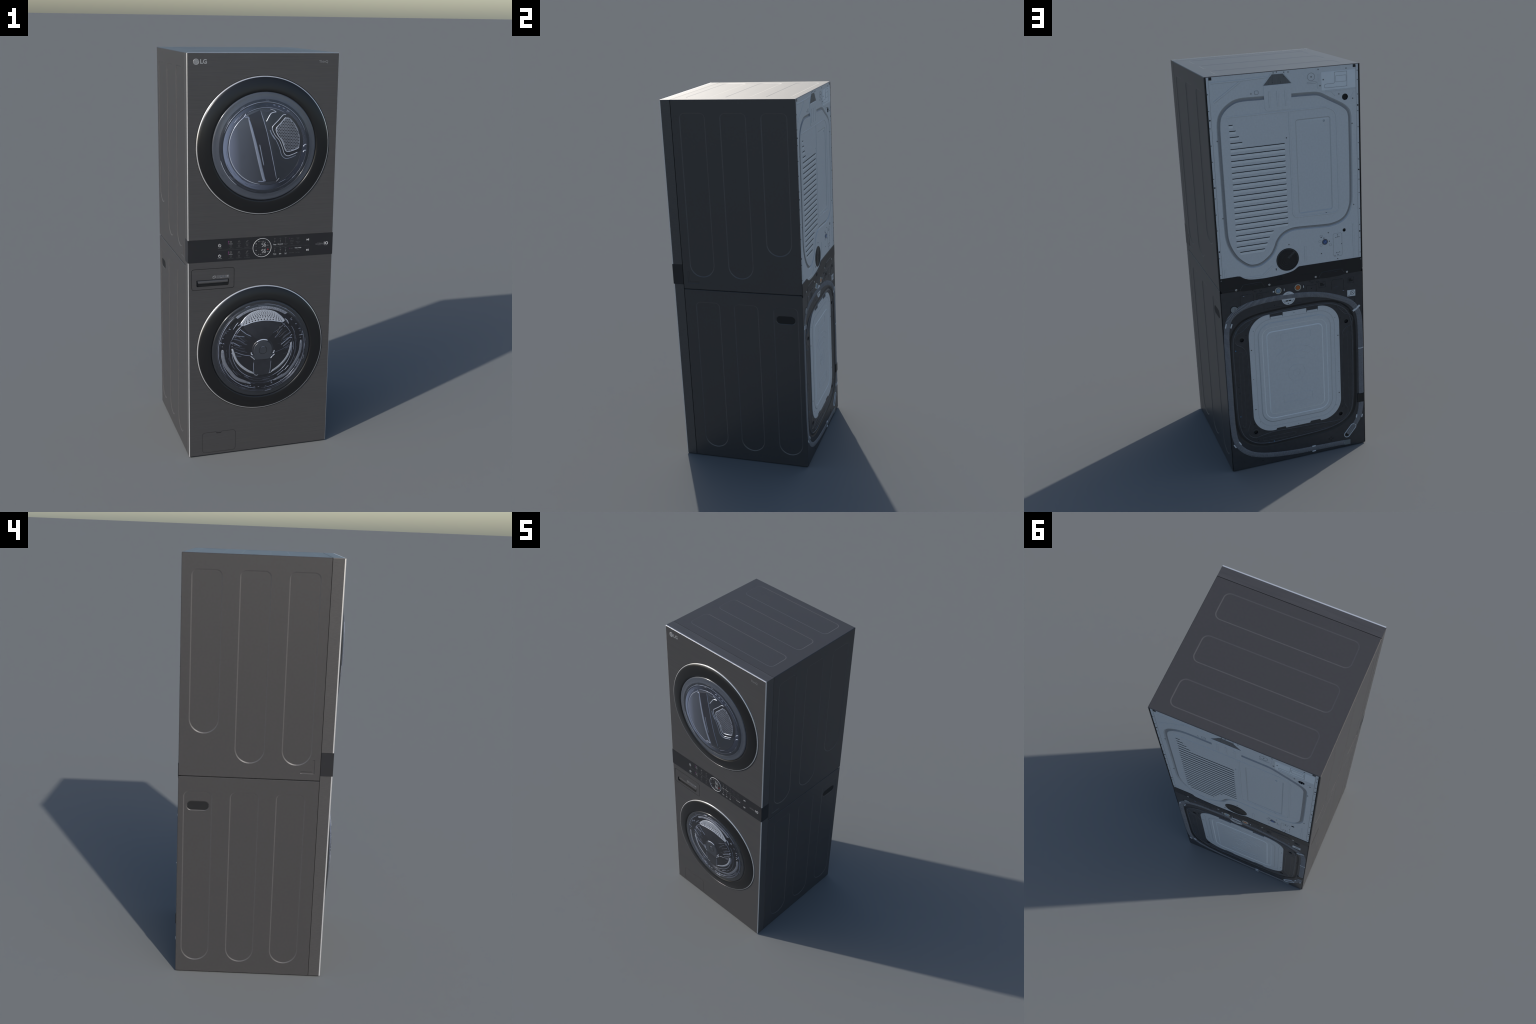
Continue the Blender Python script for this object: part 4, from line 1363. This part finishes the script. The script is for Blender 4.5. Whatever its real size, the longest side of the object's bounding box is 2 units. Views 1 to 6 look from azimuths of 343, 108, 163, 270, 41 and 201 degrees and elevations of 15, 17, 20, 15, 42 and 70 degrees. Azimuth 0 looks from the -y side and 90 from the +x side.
for s in (0.3405, -0.3400):
    one("corner_black_square", BU, lambda b: slab(b, fr_back, rrect(s - 0.0068, 1.9835, s + 0.0068, 1.9965, 0.001, 2), -0.002, 0.0006, BLACKP, 0.0003))  # black square plate laid on the sheet in place of an opening


# joining bracket between the halves
def bracket(b):
    f = fr_back
    low = [(0.3635, 1.0545)] + [(0.3635, 0.997), (0.356, 0.982)]
    up = [(p[0], p[1] - 0.0006) for p in WHITE_OUT[1:-1]]
    o = [(0.3635, 1.0554)] + [(q[0], q[1]) for q in up if -0.3585 < q[0] < 0.3585] + [(-0.3635, 1.0554), (-0.3635, 0.997), (-0.356, 0.982)]
    o += [(-0.140, 0.9775), (0.150, 0.9765), (0.356, 0.982), (0.3635, 0.997)]
    slab(b, f, o, -0.004, 0.0020, BRACKET, 0.0008)
    for a, c in (((0.262, 0.153)), ((-0.140, -0.262))):
        oo = [(a, 0.978), (a - 0.006, 1.003), (a - 0.016, 1.010), (c + 0.014, 1.011), (c + 0.004, 1.004), (c, 0.9785)]
        slab(b, f, spline(oo, 4, True), 0.001, 0.0032, BRACKET, 0.0016, side_mat=BLACKS)
        bead(b, f, [(a - 0.030, 1.0020), (c + 0.028, 1.0030)], 0.0030, 0.0008, STEELD, h0=0.0032, taper=True)
    oo = rrect(0.038, 1.002, 0.082, 1.030, 0.008)
    slab(b, f, offset(oo, 0.004), 0.001, 0.0030, BRACKET, 0.001)
    bead(b, f, [(0.078, 1.0035), (0.042, 1.0025)], 0.0022, 0.0008, STEELD, h0=0.0024, taper=True)
    slab(b, f, circle(0.062, 1.015, 0.0100, 24), 0.002, 0.0034, DARK, 0.0004)
    bead(b, f, [(0.352, 0.990), (0.272, 0.992)], 0.0026, 0.0006, STEELD, h0=0.0020, taper=True)
    bead(b, f, [(-0.010, 1.014), (-0.100, 1.012)], 0.0030, 0.0006, BLADE2, h0=0.0020, taper=True)


BR = one("joining_bracket", ROOT, bracket, smooth=40)
for u, z in ((0.287, 0.9885), (0.121, 0.9885), (-0.117, 0.9895), (-0.282, 0.9895)):
    screw("bracket_screw", u, z, 0.0052, ZINC, BR, h=0.0034, inner=DULL)
for u, z in ((0.3565, 1.046), (-0.3570, 1.046)):
    screw("bracket_screw", u, z, 0.0030, DULL, BR, h=0.0030)


# ================================================================= back, lower half
TUB = spline([(0.341, 0.700), (0.341, 0.500), (0.340, 0.328), (0.331, 0.238), (0.304, 0.170), (0.245, 0.121), (0.165, 0.102), (0.080, 0.102), (-0.090, 0.108), (-0.188, 0.120), (-0.258, 0.148), (-0.302, 0.192),
              (-0.320, 0.260), (-0.3245, 0.426), (-0.3245, 0.640), (-0.317, 0.735), (-0.286, 0.800), (-0.226, 0.843), (-0.155, 0.859), (-0.022, 0.861), (0.120, 0.855), (0.205, 0.846), (0.272, 0.824), (0.320, 0.776)], 5, True)


def back_lower(b):
    f = fr_back
    out = [(0.3635, 0.003), (-0.3635, 0.003), (-0.3635, 0.9815), (0.3635, 0.9815)]
    t0, t1, t2, t3 = TUB, offset(TUB, 0.006), offset(TUB, 0.012), offset(TUB, 0.019)
    loops = [(t0, 0.0), (t1, -0.0036), (t2, -0.0036), (t3, -0.0012)]
    regs = []
    regs.append((t0, BLACKP))
    regs.append((t2, BLACKS))
    for u, v in ((0.275, 0.7225), (-0.273, 0.7240), (0.232, 0.2000), (-0.231, 0.2040)):
        c = circle(u, v, 0.0250, 32)
        i = circle(u, v, 0.0105, 24)
        loops += [(c, -0.0012), (offset(c, 0.0040), -0.0024), (offset(c, 0.0090), -0.0024), (i, -0.0010), (offset(i, 0.0008), -0.0080)]
        regs.append((offset(i, 0.0001), DARK))
    sheet(b, f, out, BLACKS, loops, regions=regs)


BL = one("back_panel", ROOT, back_lower, smooth=35)
HT = -0.0012


def tub_ribs(b):
    f = fr_back
    w, h = 0.0080, 0.0018
    bead(b, f, spline([(0.215, 0.812), (0.262, 0.770), (0.300, 0.752), (0.312, 0.728), (0.304, 0.700), (0.278, 0.684), (0.260, 0.655), (0.253, 0.600), (0.251, 0.450), (0.250, 0.290), (0.262, 0.240), (0.272, 0.205), (0.262, 0.180),
                       (0.232, 0.166), (0.195, 0.172), (0.130, 0.180), (0.020, 0.176), (-0.090, 0.172), (-0.180, 0.166), (-0.235, 0.168), (-0.268, 0.190), (-0.270, 0.225), (-0.252, 0.262), (-0.246, 0.330),
                       (-0.247, 0.560), (-0.252, 0.650), (-0.268, 0.685), (-0.298, 0.700), (-0.308, 0.728), (-0.296, 0.752), (-0.262, 0.768), (-0.225, 0.812)], 5), w, h, BLACKS, h0=HT, edge=TUBE)
    for a, c in (((0.286, 0.650), (0.290, 0.250)), ((-0.2865, 0.655), (-0.289, 0.250))):
        bead(b, f, capsule(a, c, 0.019, 8), 0.0050, 0.0011, BLACKS, edge=TUBE, closed=True, h0=HT)
    for a, c in (((0.188, 0.147), (0.030, 0.146)), ((-0.032, 0.148), (-0.190, 0.150)), ((0.284, 0.782), (0.236, 0.816)), ((-0.236, 0.818), (-0.276, 0.784))):
        bead(b, f, capsule(a, c, 0.020, 8), 0.0034, 0.0009, BLACKS, edge=TUBE, closed=True, h0=HT)
    bead(b, f, offset(TUB, 0.0205), 0.0045, 0.0018, TUBE, closed=True, h0=HT)


one("pressed_rib", BL, tub_ribs, smooth=50)


def tub_hole_patches(b):
    f = fr_back
    for u, v in ((0.240, 0.790), (0.252, 0.745), (-0.240, 0.748), (-0.243, 0.245), (0.238, 0.245), (0.300, 0.240), (0.306, 0.470), (0.303, 0.435), (0.262, 0.158), (0.222, 0.150), (-0.313, 0.560), (-0.262, 0.235)):
        slab(b, f, circle(u, v, 0.0026, 10), HT, HT + 0.0007, DARK, 0.0002)  # raised dark discs stand in for holes in the sheet
    for u, v in ((0.302, 0.766), (0.309, 0.670), (0.306, 0.305), (0.166, 0.124), (0.138, 0.126)):
        slab(b, f, rrect(u - 0.0022, v - 0.0028, u + 0.0022, v + 0.0028, 0.0008, 2), HT, HT + 0.0009, CYAN, 0.0002)
    for du, dv in ((0.010, 0), (-0.010, 0), (0, 0.009), (0, -0.009)):
        slab(b, f, rrect(-0.173 + du - 0.004, 0.068 + dv - 0.002, -0.173 + du + 0.004, 0.068 + dv + 0.002, 0.0008, 2) if dv == 0 else rrect(-0.1755, 0.068 + dv - 0.003, -0.1705, 0.068 + dv + 0.003, 0.0008, 2), -0.001, 0.0006, DARK, 0.0002)
    slab(b, f, circle(0.205, 0.026, 0.0028, 10), -0.001, 0.0006, DARK, 0.0002)


one("panel_hole_patch", BL, tub_hole_patches, smooth=None, kind="stuff")


# pale access plate
def plate_outline():
    x0, x1, z0, z1, r = -0.2340, 0.2395, 0.1905, 0.8330, 0.105
    o = rrect(x0, z0, x1, z1, r, 14)
    out = []
    for i, p in enumerate(o):
        q = o[(i + 1) % len(o)]
        out.append(p)
        if abs(p[1] - z0) < 1e-6 and abs(q[1] - z0) < 1e-6 and q[0] > p[0]:       # bottom edge runs to +x
            for a, c in ((-0.120, -0.060), (0.070, 0.124)):
                out += [(a, z0), (a + 0.004, z0 + 0.009), (c - 0.004, z0 + 0.009), (c, z0)]
        if abs(p[1] - z1) < 1e-6 and abs(q[1] - z1) < 1e-6 and q[0] < p[0]:       # top edge runs to -x
            for a, c in ((0.128, 0.060), (-0.062, -0.124)):
                out += [(a, z1), (a - 0.001, z1 - 0.022), (a - 0.0035, z1 - 0.022), (a - 0.0045, z1 - 0.014), (c + 0.0035, z1 - 0.014), (c + 0.0025, z1 - 0.022), (c + 0.001, z1 - 0.022), (c, z1)]
    return out


def access_plate(b):
    f = fr_back
    o = plate_outline()
    h = 0.0008
    loops = []
    for x0, z0, x1, z1, r, ha, hb in ((-0.2090, 0.2140, 0.2140, 0.8080, 0.085, h, h - 0.0004),):
        q = rrect(x0, z0, x1, z1, r, 10)
        loops += [(q, ha), (offset(q, 0.0025), hb)]
    q = rrect(-0.1890, 0.2380, 0.1945, 0.7900, 0.070, 10)
    loops += [(q, h - 0.0004), (offset(q, 0.0050), h + 0.0014)]
    q = rrect(-0.1680, 0.2590, 0.1745, 0.7660, 0.050, 10)
    loops += [(q, h + 0.0014), (offset(q, 0.0040), h + 0.0002)]
    q = rrect(-0.1450, 0.2820, 0.1510, 0.7420, 0.028, 10)
    loops += [(q, h + 0.0002), (offset(q, 0.0050), h + 0.0018)]
    bands = [(rrect(-0.2090, 0.2140, 0.2140, 0.8080, 0.085, 10), 0.0025, GALVE), (rrect(-0.1890, 0.2380, 0.1945, 0.7900, 0.070, 10), 0.0050, GALVE),
             (rrect(-0.1680, 0.2590, 0.1745, 0.7660, 0.050, 10), 0.0040, GALVL), (rrect(-0.1450, 0.2820, 0.1510, 0.7420, 0.028, 10), 0.0050, GALVL)]
    regs = []
    for q, w, m in bands:
        regs += [(q, m), (offset(q, w), GALV)]
    sheet(b, f, o, GALV, loops, h=h, regions=regs)
    n = len(o)
    V = [f(u, v, h) for u, v in o] + [f(u, v, -0.0030) for u, v in o]
    F = [(i, (i + 1) % n, n + (i + 1) % n, n + i) for i in range(n)]
    b.add(V, F, GALV)


AP = one("access_plate", ROOT, access_plate, smooth=12)


def plate_ribs(b):
    f = fr_back
    h0 = 0.0008 + 0.0018
    cu, cv = 0.001, 0.495
    for r in (0.0185, 0.0450):
        for k in range(3):
            bead(b, f, arc(cu, cv, r, 20 + 120 * k, 130 + 120 * k, 16), 0.0030, 0.0009, GALV, edge=GALVE, h0=h0, taper=True)
    for r, a0, a1 in ((0.0850, 50, 130), (0.1180, 45, 135), (0.1500, 45, 135)):
        bead(b, f, arc(cu, cv, r, a0, a1, 30), 0.0040, 0.0009, GALV, edge=GALVE, h0=h0, taper=True)
    for z in (0.679, 0.337):
        bead(b, f, rrect(-0.079, z, 0.075, z + 0.040, 0.004), 0.0026, 0.0009, GALV, edge=GALVE, closed=True, h0=h0)
    for u, v in ((0.230, 0.660), (0.226, 0.330), (-0.226, 0.655), (-0.225, 0.330)):
        slab(b, f, circle(u, v, 0.0034, 12), 0.0004, 0.0018, DULL, 0.0005)
    for u, v in ((0.215, 0.760), (-0.212, 0.755), (0.205, 0.255), (-0.205, 0.262), (0.002, 0.822), (0.003, 0.200), (-0.226, 0.45), (0.229, 0.50)):
        slab(b, f, circle(u, v, 0.0024, 10), 0.0004, 0.0014, GALVD, 0.0004)


one("pressed_rib", AP, plate_ribs, smooth=50)


# water valves
def valve(cu, cv, cap):
    def fn(b):
        f = fr_back
        bead(b, f, circle(cu, cv, 0.0145, 40), 0.0050, 0.0026, BRASS, closed=True)
        slab(b, f, circle(cu, cv, 0.0118, 32), 0, 0.0012, BLACKP, 0.0004)
        slab(b, f, circle(cu, cv, 0.0108, 32), 0.0010, 0.0022, cap, 0.0008)
        bead(b, f, [(cu - 0.001, cv + 0.006), (cu + 0.001, cv - 0.006)], 0.003, 0.0008, cap, h0=0.0022)
    return fn


one("water_valve", BL, valve(0.0770, 0.9490, PALEBLUE), smooth=45)
one("water_valve", BL, valve(-0.0235, 0.9490, ORANGE), smooth=45)


def valve_clips(b):
    f = fr_back
    for u in (0.0470, -0.0530):
        slab(b, f, rrect(u - 0.006, 0.9400, u + 0.003, 0.9580, 0.002, 3), 0, 0.0010, BLACKP, 0.0003)
        slab(b, f, rrect(u - 0.0018, 0.9425, u + 0.0018, 0.9560, 0.001, 2), 0.0008, 0.0022, WHITEP, 0.0005)
    slab(b, f, circle(0.1015, 0.9480, 0.0042, 14), 0, 0.0016, WHITEP, 0.0006)


one("valve_clip", BL, valve_clips)


def hose_mount(b):
    f = fr_back
    slab(b, f, circle(0.0270, 0.9020, 0.0345, 48), 0, 0.0014, WHITEP, 0.0006)
    for u, v, w, h in ((0.020, 0.889, 0.014, 0.006), (0.036, 0.889, 0.014, 0.006), (0.030, 0.875, 0.004, 0.006)):
        slab(b, f, rrect(u - w / 2, v - h / 2, u + w / 2, v + h / 2, 0.001, 2), 0.001, 0.0018, BLACKP, 0.0002)
    for a0, a1 in ((200, 230), (310, 340), (70, 105)):
        bead(b, f, arc(0.027, 0.902, 0.0270, a0, a1, 12), 0.0024, 0.0006, DULL, h0=0.0014)


one("hose_mount", BL, hose_mount, smooth=45)


def panel_outlines(b):
    f = fr_back
    for pts in ([(0.270, 0.890), (0.269, 0.948), (0.262, 0.956), (0.208, 0.956), (0.203, 0.950), (0.204, 0.912)], [(0.186, 0.918), (0.185, 0.952), (0.125, 0.952)],
                [(0.158, 0.942), (0.177, 0.942), (0.177, 0.922), (0.158, 0.922), (0.158, 0.941)],
                [(-0.0690, 0.918), (-0.0690, 0.951), (-0.1185, 0.948), (-0.1185, 0.915)], [(-0.200, 0.905), (-0.198, 0.948), (-0.206, 0.958), (-0.257, 0.958), (-0.264, 0.950), (-0.265, 0.885)],
                [(0.14, 0.868), (0.05, 0.866), (-0.04, 0.870)], [(-0.133, 0.930), (-0.133, 0.958), (-0.168, 0.956), (-0.168, 0.928), (-0.134, 0.928)], [(-0.287, 0.930), (-0.287, 0.957), (-0.319, 0.957), (-0.319, 0.928), (-0.288, 0.928)],
                [(-0.285, 0.845), (-0.320, 0.845), (-0.320, 0.820)]):
        bead(b, f, pts, 0.0028, 0.0010, BLACKP, h0=-0.0001, edge=TUBE)
    for u, v in ((-0.151, 0.945), (-0.302, 0.944)):
        slab(b, f, [(u + 0.011, v + 0.007), (u + 0.011, v - 0.008), (u - 0.011, v - 0.008), (u - 0.011, v - 0.001), (u - 0.003, v - 0.001), (u - 0.003, v + 0.007)], 0, 0.0007, DARK, 0.0002)
    for u, v in ((0.193, 0.968), (0.165, 0.967), (-0.099, 0.966), (-0.125, 0.965)):
        bead(b, f, arc(u, v, 0.0055, 180, 360, 10), 0.0026, 0.0010, BLACKP)
    for u, v in ((0.252, 0.950), (-0.262, 0.893)):
        slab(b, f, rrect(u - 0.004, v - 0.0012, u + 0.004, v + 0.0012, 0.001, 3), 0, 0.0012, STEELS, 0.0004)
    bead(b, f, [(-0.208, 0.919), (-0.226, 0.920), (-0.240, 0.915)], 0.002, 0.0006, STEELD, taper=True)
    for u, v in ((0.205, 0.973), (-0.087, 0.972), (-0.094, 0.932), (0.100, 0.876)):
        slab(b, f, circle(u, v, 0.0024, 8), 0, 0.0008, DARK, 0.0002)


one("pressed_outline", BL, panel_outlines, smooth=45, kind="stuff")


def warning_label(b):
    f = fr_back
    slab(b, f, [(-0.282, 0.890), (-0.325, 0.888), (-0.325, 0.855), (-0.282, 0.857)], 0, 0.0008, WHITEP, 0.0002)
    bead(b, f, circle(-0.309, 0.874, 0.0105, 28), 0.0020, 0.0005, BLACKP, closed=True, h0=0.0008)
    bead(b, f, [(-0.302, 0.881), (-0.316, 0.867)], 0.0020, 0.0005, BLACKP, h0=0.0008)
    bead(b, f, [(-0.303, 0.867), (-0.311, 0.879)], 0.0016, 0.0005, BLACKP, h0=0.0008)
    bead(b, f, [(-0.300, 0.866), (-0.291, 0.861), (-0.286, 0.863)], 0.0018, 0.0005, BLACKP, h0=0.0008)


one("warning_label", BL, warning_label, smooth=45)


def round_cap(b):
    f = fr_back
    slab(b, f, circle(0.303, 0.8885, 0.0205, 32), 0, 0.0008, DARK, 0.0004)
    slab(b, f, circle(0.303, 0.8885, 0.0165, 32), 0.0006, 0.0018, material("translucent_grey_cap", (0.24, 0.255, 0.26), 0.4, var=0.2, scale=(120, 120, 120)), 0.0010)
    bead(b, f, [(0.297, 0.895), (0.298, 0.888), (0.302, 0.882), (0.306, 0.878)], 0.003, 0.0006, DULL, h0=0.0018)


one("transit_bolt_cap", BL, round_cap, smooth=45)

# corrugated drain hose, lying close to the sheet
HOSE_PATH = spline([(-0.255, 0.0260), (-0.224, 0.0285), (-0.144, 0.0305), (-0.066, 0.0325), (0.012, 0.0345), (0.127, 0.0450), (0.218, 0.0630), (0.276, 0.0890), (0.318, 0.1290), (0.340, 0.1780), (0.3485, 0.2420), (0.3510, 0.3320),
                    (0.3510, 0.489), (0.3510, 0.620), (0.3505, 0.720), (0.3470, 0.780), (0.3340, 0.832), (0.3110, 0.862), (0.278, 0.884), (0.236, 0.899), (0.184, 0.907), (0.132, 0.911), (0.080, 0.912), (0.028, 0.9105), (-0.025, 0.908),
                    (-0.096, 0.900), (-0.167, 0.884), (-0.239, 0.857), (-0.290, 0.829), (-0.322, 0.796), (-0.340, 0.757), (-0.3470, 0.700), (-0.3490, 0.590), (-0.3490, 0.421), (-0.3475, 0.260), (-0.340, 0.194), (-0.326, 0.152), (-0.302, 0.114), (-0.278, 0.084), (-0.268, 0.073)], 14)


def hose(b):
    f = fr_back
    P = [Vector(p) for p in HOSE_PATH]
    L = [0.0]
    for i in range(1, len(P)):
        L.append(L[-1] + (P[i] - P[i - 1]).length)
    pitch, total = 0.0058, L[-1]
    n = int(total / pitch)
    path, ws, hs = [], [], []
    j = 0
    for k in range(n * 4):
        s = total * k / (n * 4)
        while L[j + 1] < s:
            j += 1
        q = P[j].lerp(P[j + 1], (s - L[j]) / (L[j + 1] - L[j]))
        t = (P[j + 1] - P[j]).normalized()
        rib = (0, 0.85, 1, 0.85)[k % 4]
        path.append((q, Vector((-t.y, t.x)), 0.0128 + 0.0013 * rib, 0.0022 + 0.0012 * rib))
    m = 9
    V, F = [], []
    for q, nn, w, h in path:
        for c in range(m):
            a = math.pi * c / (m - 1)
            V.append(f(q.x + nn.x * w * math.cos(a), q.y + nn.y * w * math.cos(a), -0.0004 + h * math.sin(a) ** 0.8))
    G = []
    for k in range(len(path) - 1):
        for c in range(m - 1):
            (F if k % 4 in (1, 2) else G).append((k * m + c, (k + 1) * m + c, (k + 1) * m + c + 1, k * m + c + 1))
    b.add(V, orient(V, F, Vector((0, 1, 0))), HOSE)
    b.add(V, orient(V, G, Vector((0, 1, 0))), HOSED)


HO = one("drain_hose", ROOT, hose, smooth=50)


def hose_end(b):
    slab(b, fr_back, rrect(-0.2815, 0.0120, -0.2475, 0.0400, 0.003), 0, 0.0034, material("grey_rubber_cuff", (0.16, 0.175, 0.18), 0.5), 0.0014)


one("hose_end", HO, hose_end)


def hose_tape(b):
    slab(b, fr_back, rrect(-0.3648, 0.2500, -0.3255, 0.3025, 0.002), 0, 0.0036, BLACKP, 0.0014)


one("tape_band", HO, hose_tape)
for (u, v), d in (((0.3500, 0.812), (0.004, 0.014)), ((0.3225, 0.807), (0.005, 0.014)), ((-0.3190, 0.171), (0.002, 0.011)), ((-0.3500, 0.167), (0.003, 0.011)), ((0.3470, 0.145), (-0.007, 0.012)), ((0.3190, 0.156), (-0.007, 0.012)),
                  ((-0.0755, 0.0465), (0.012, 0.0003)), ((-0.0755, 0.0175), (0.012, 0.0003))):
    one("hose_clip", HO, lambda b: slab(b, fr_back, capsule((u + d[0] * .6, v - d[1] * .6), (u - d[0] * .6, v + d[1] * .6), 0.0060, 4), 0, 0.0036, WHITEP, 0.0010))
one("hose_strap", HO, lambda b: bead(b, fr_back, [(-0.3095, 0.7740), (-0.330, 0.785), (-0.3470, 0.8000)], 0.0105, 0.0015, WHITEP, h0=0.0022))
one("hose_strap", HO, lambda b: bead(b, fr_back, [(-0.3340, 0.5630), (-0.350, 0.560), (-0.3630, 0.5640)], 0.0042, 0.0014, WHITEP, h0=0.0022))
one("hose_outlet_ring", HO, lambda b: (slab(b, fr_back, capsule((-0.266, 0.074), (-0.298, 0.112), 0.024, 8), 0, 0.0006, DARK, 0.0002),
                                       bead(b, fr_back, capsule((-0.264, 0.072), (-0.299, 0.113), 0.031, 10), 0.0044, 0.0034, WHITEP, closed=True)))
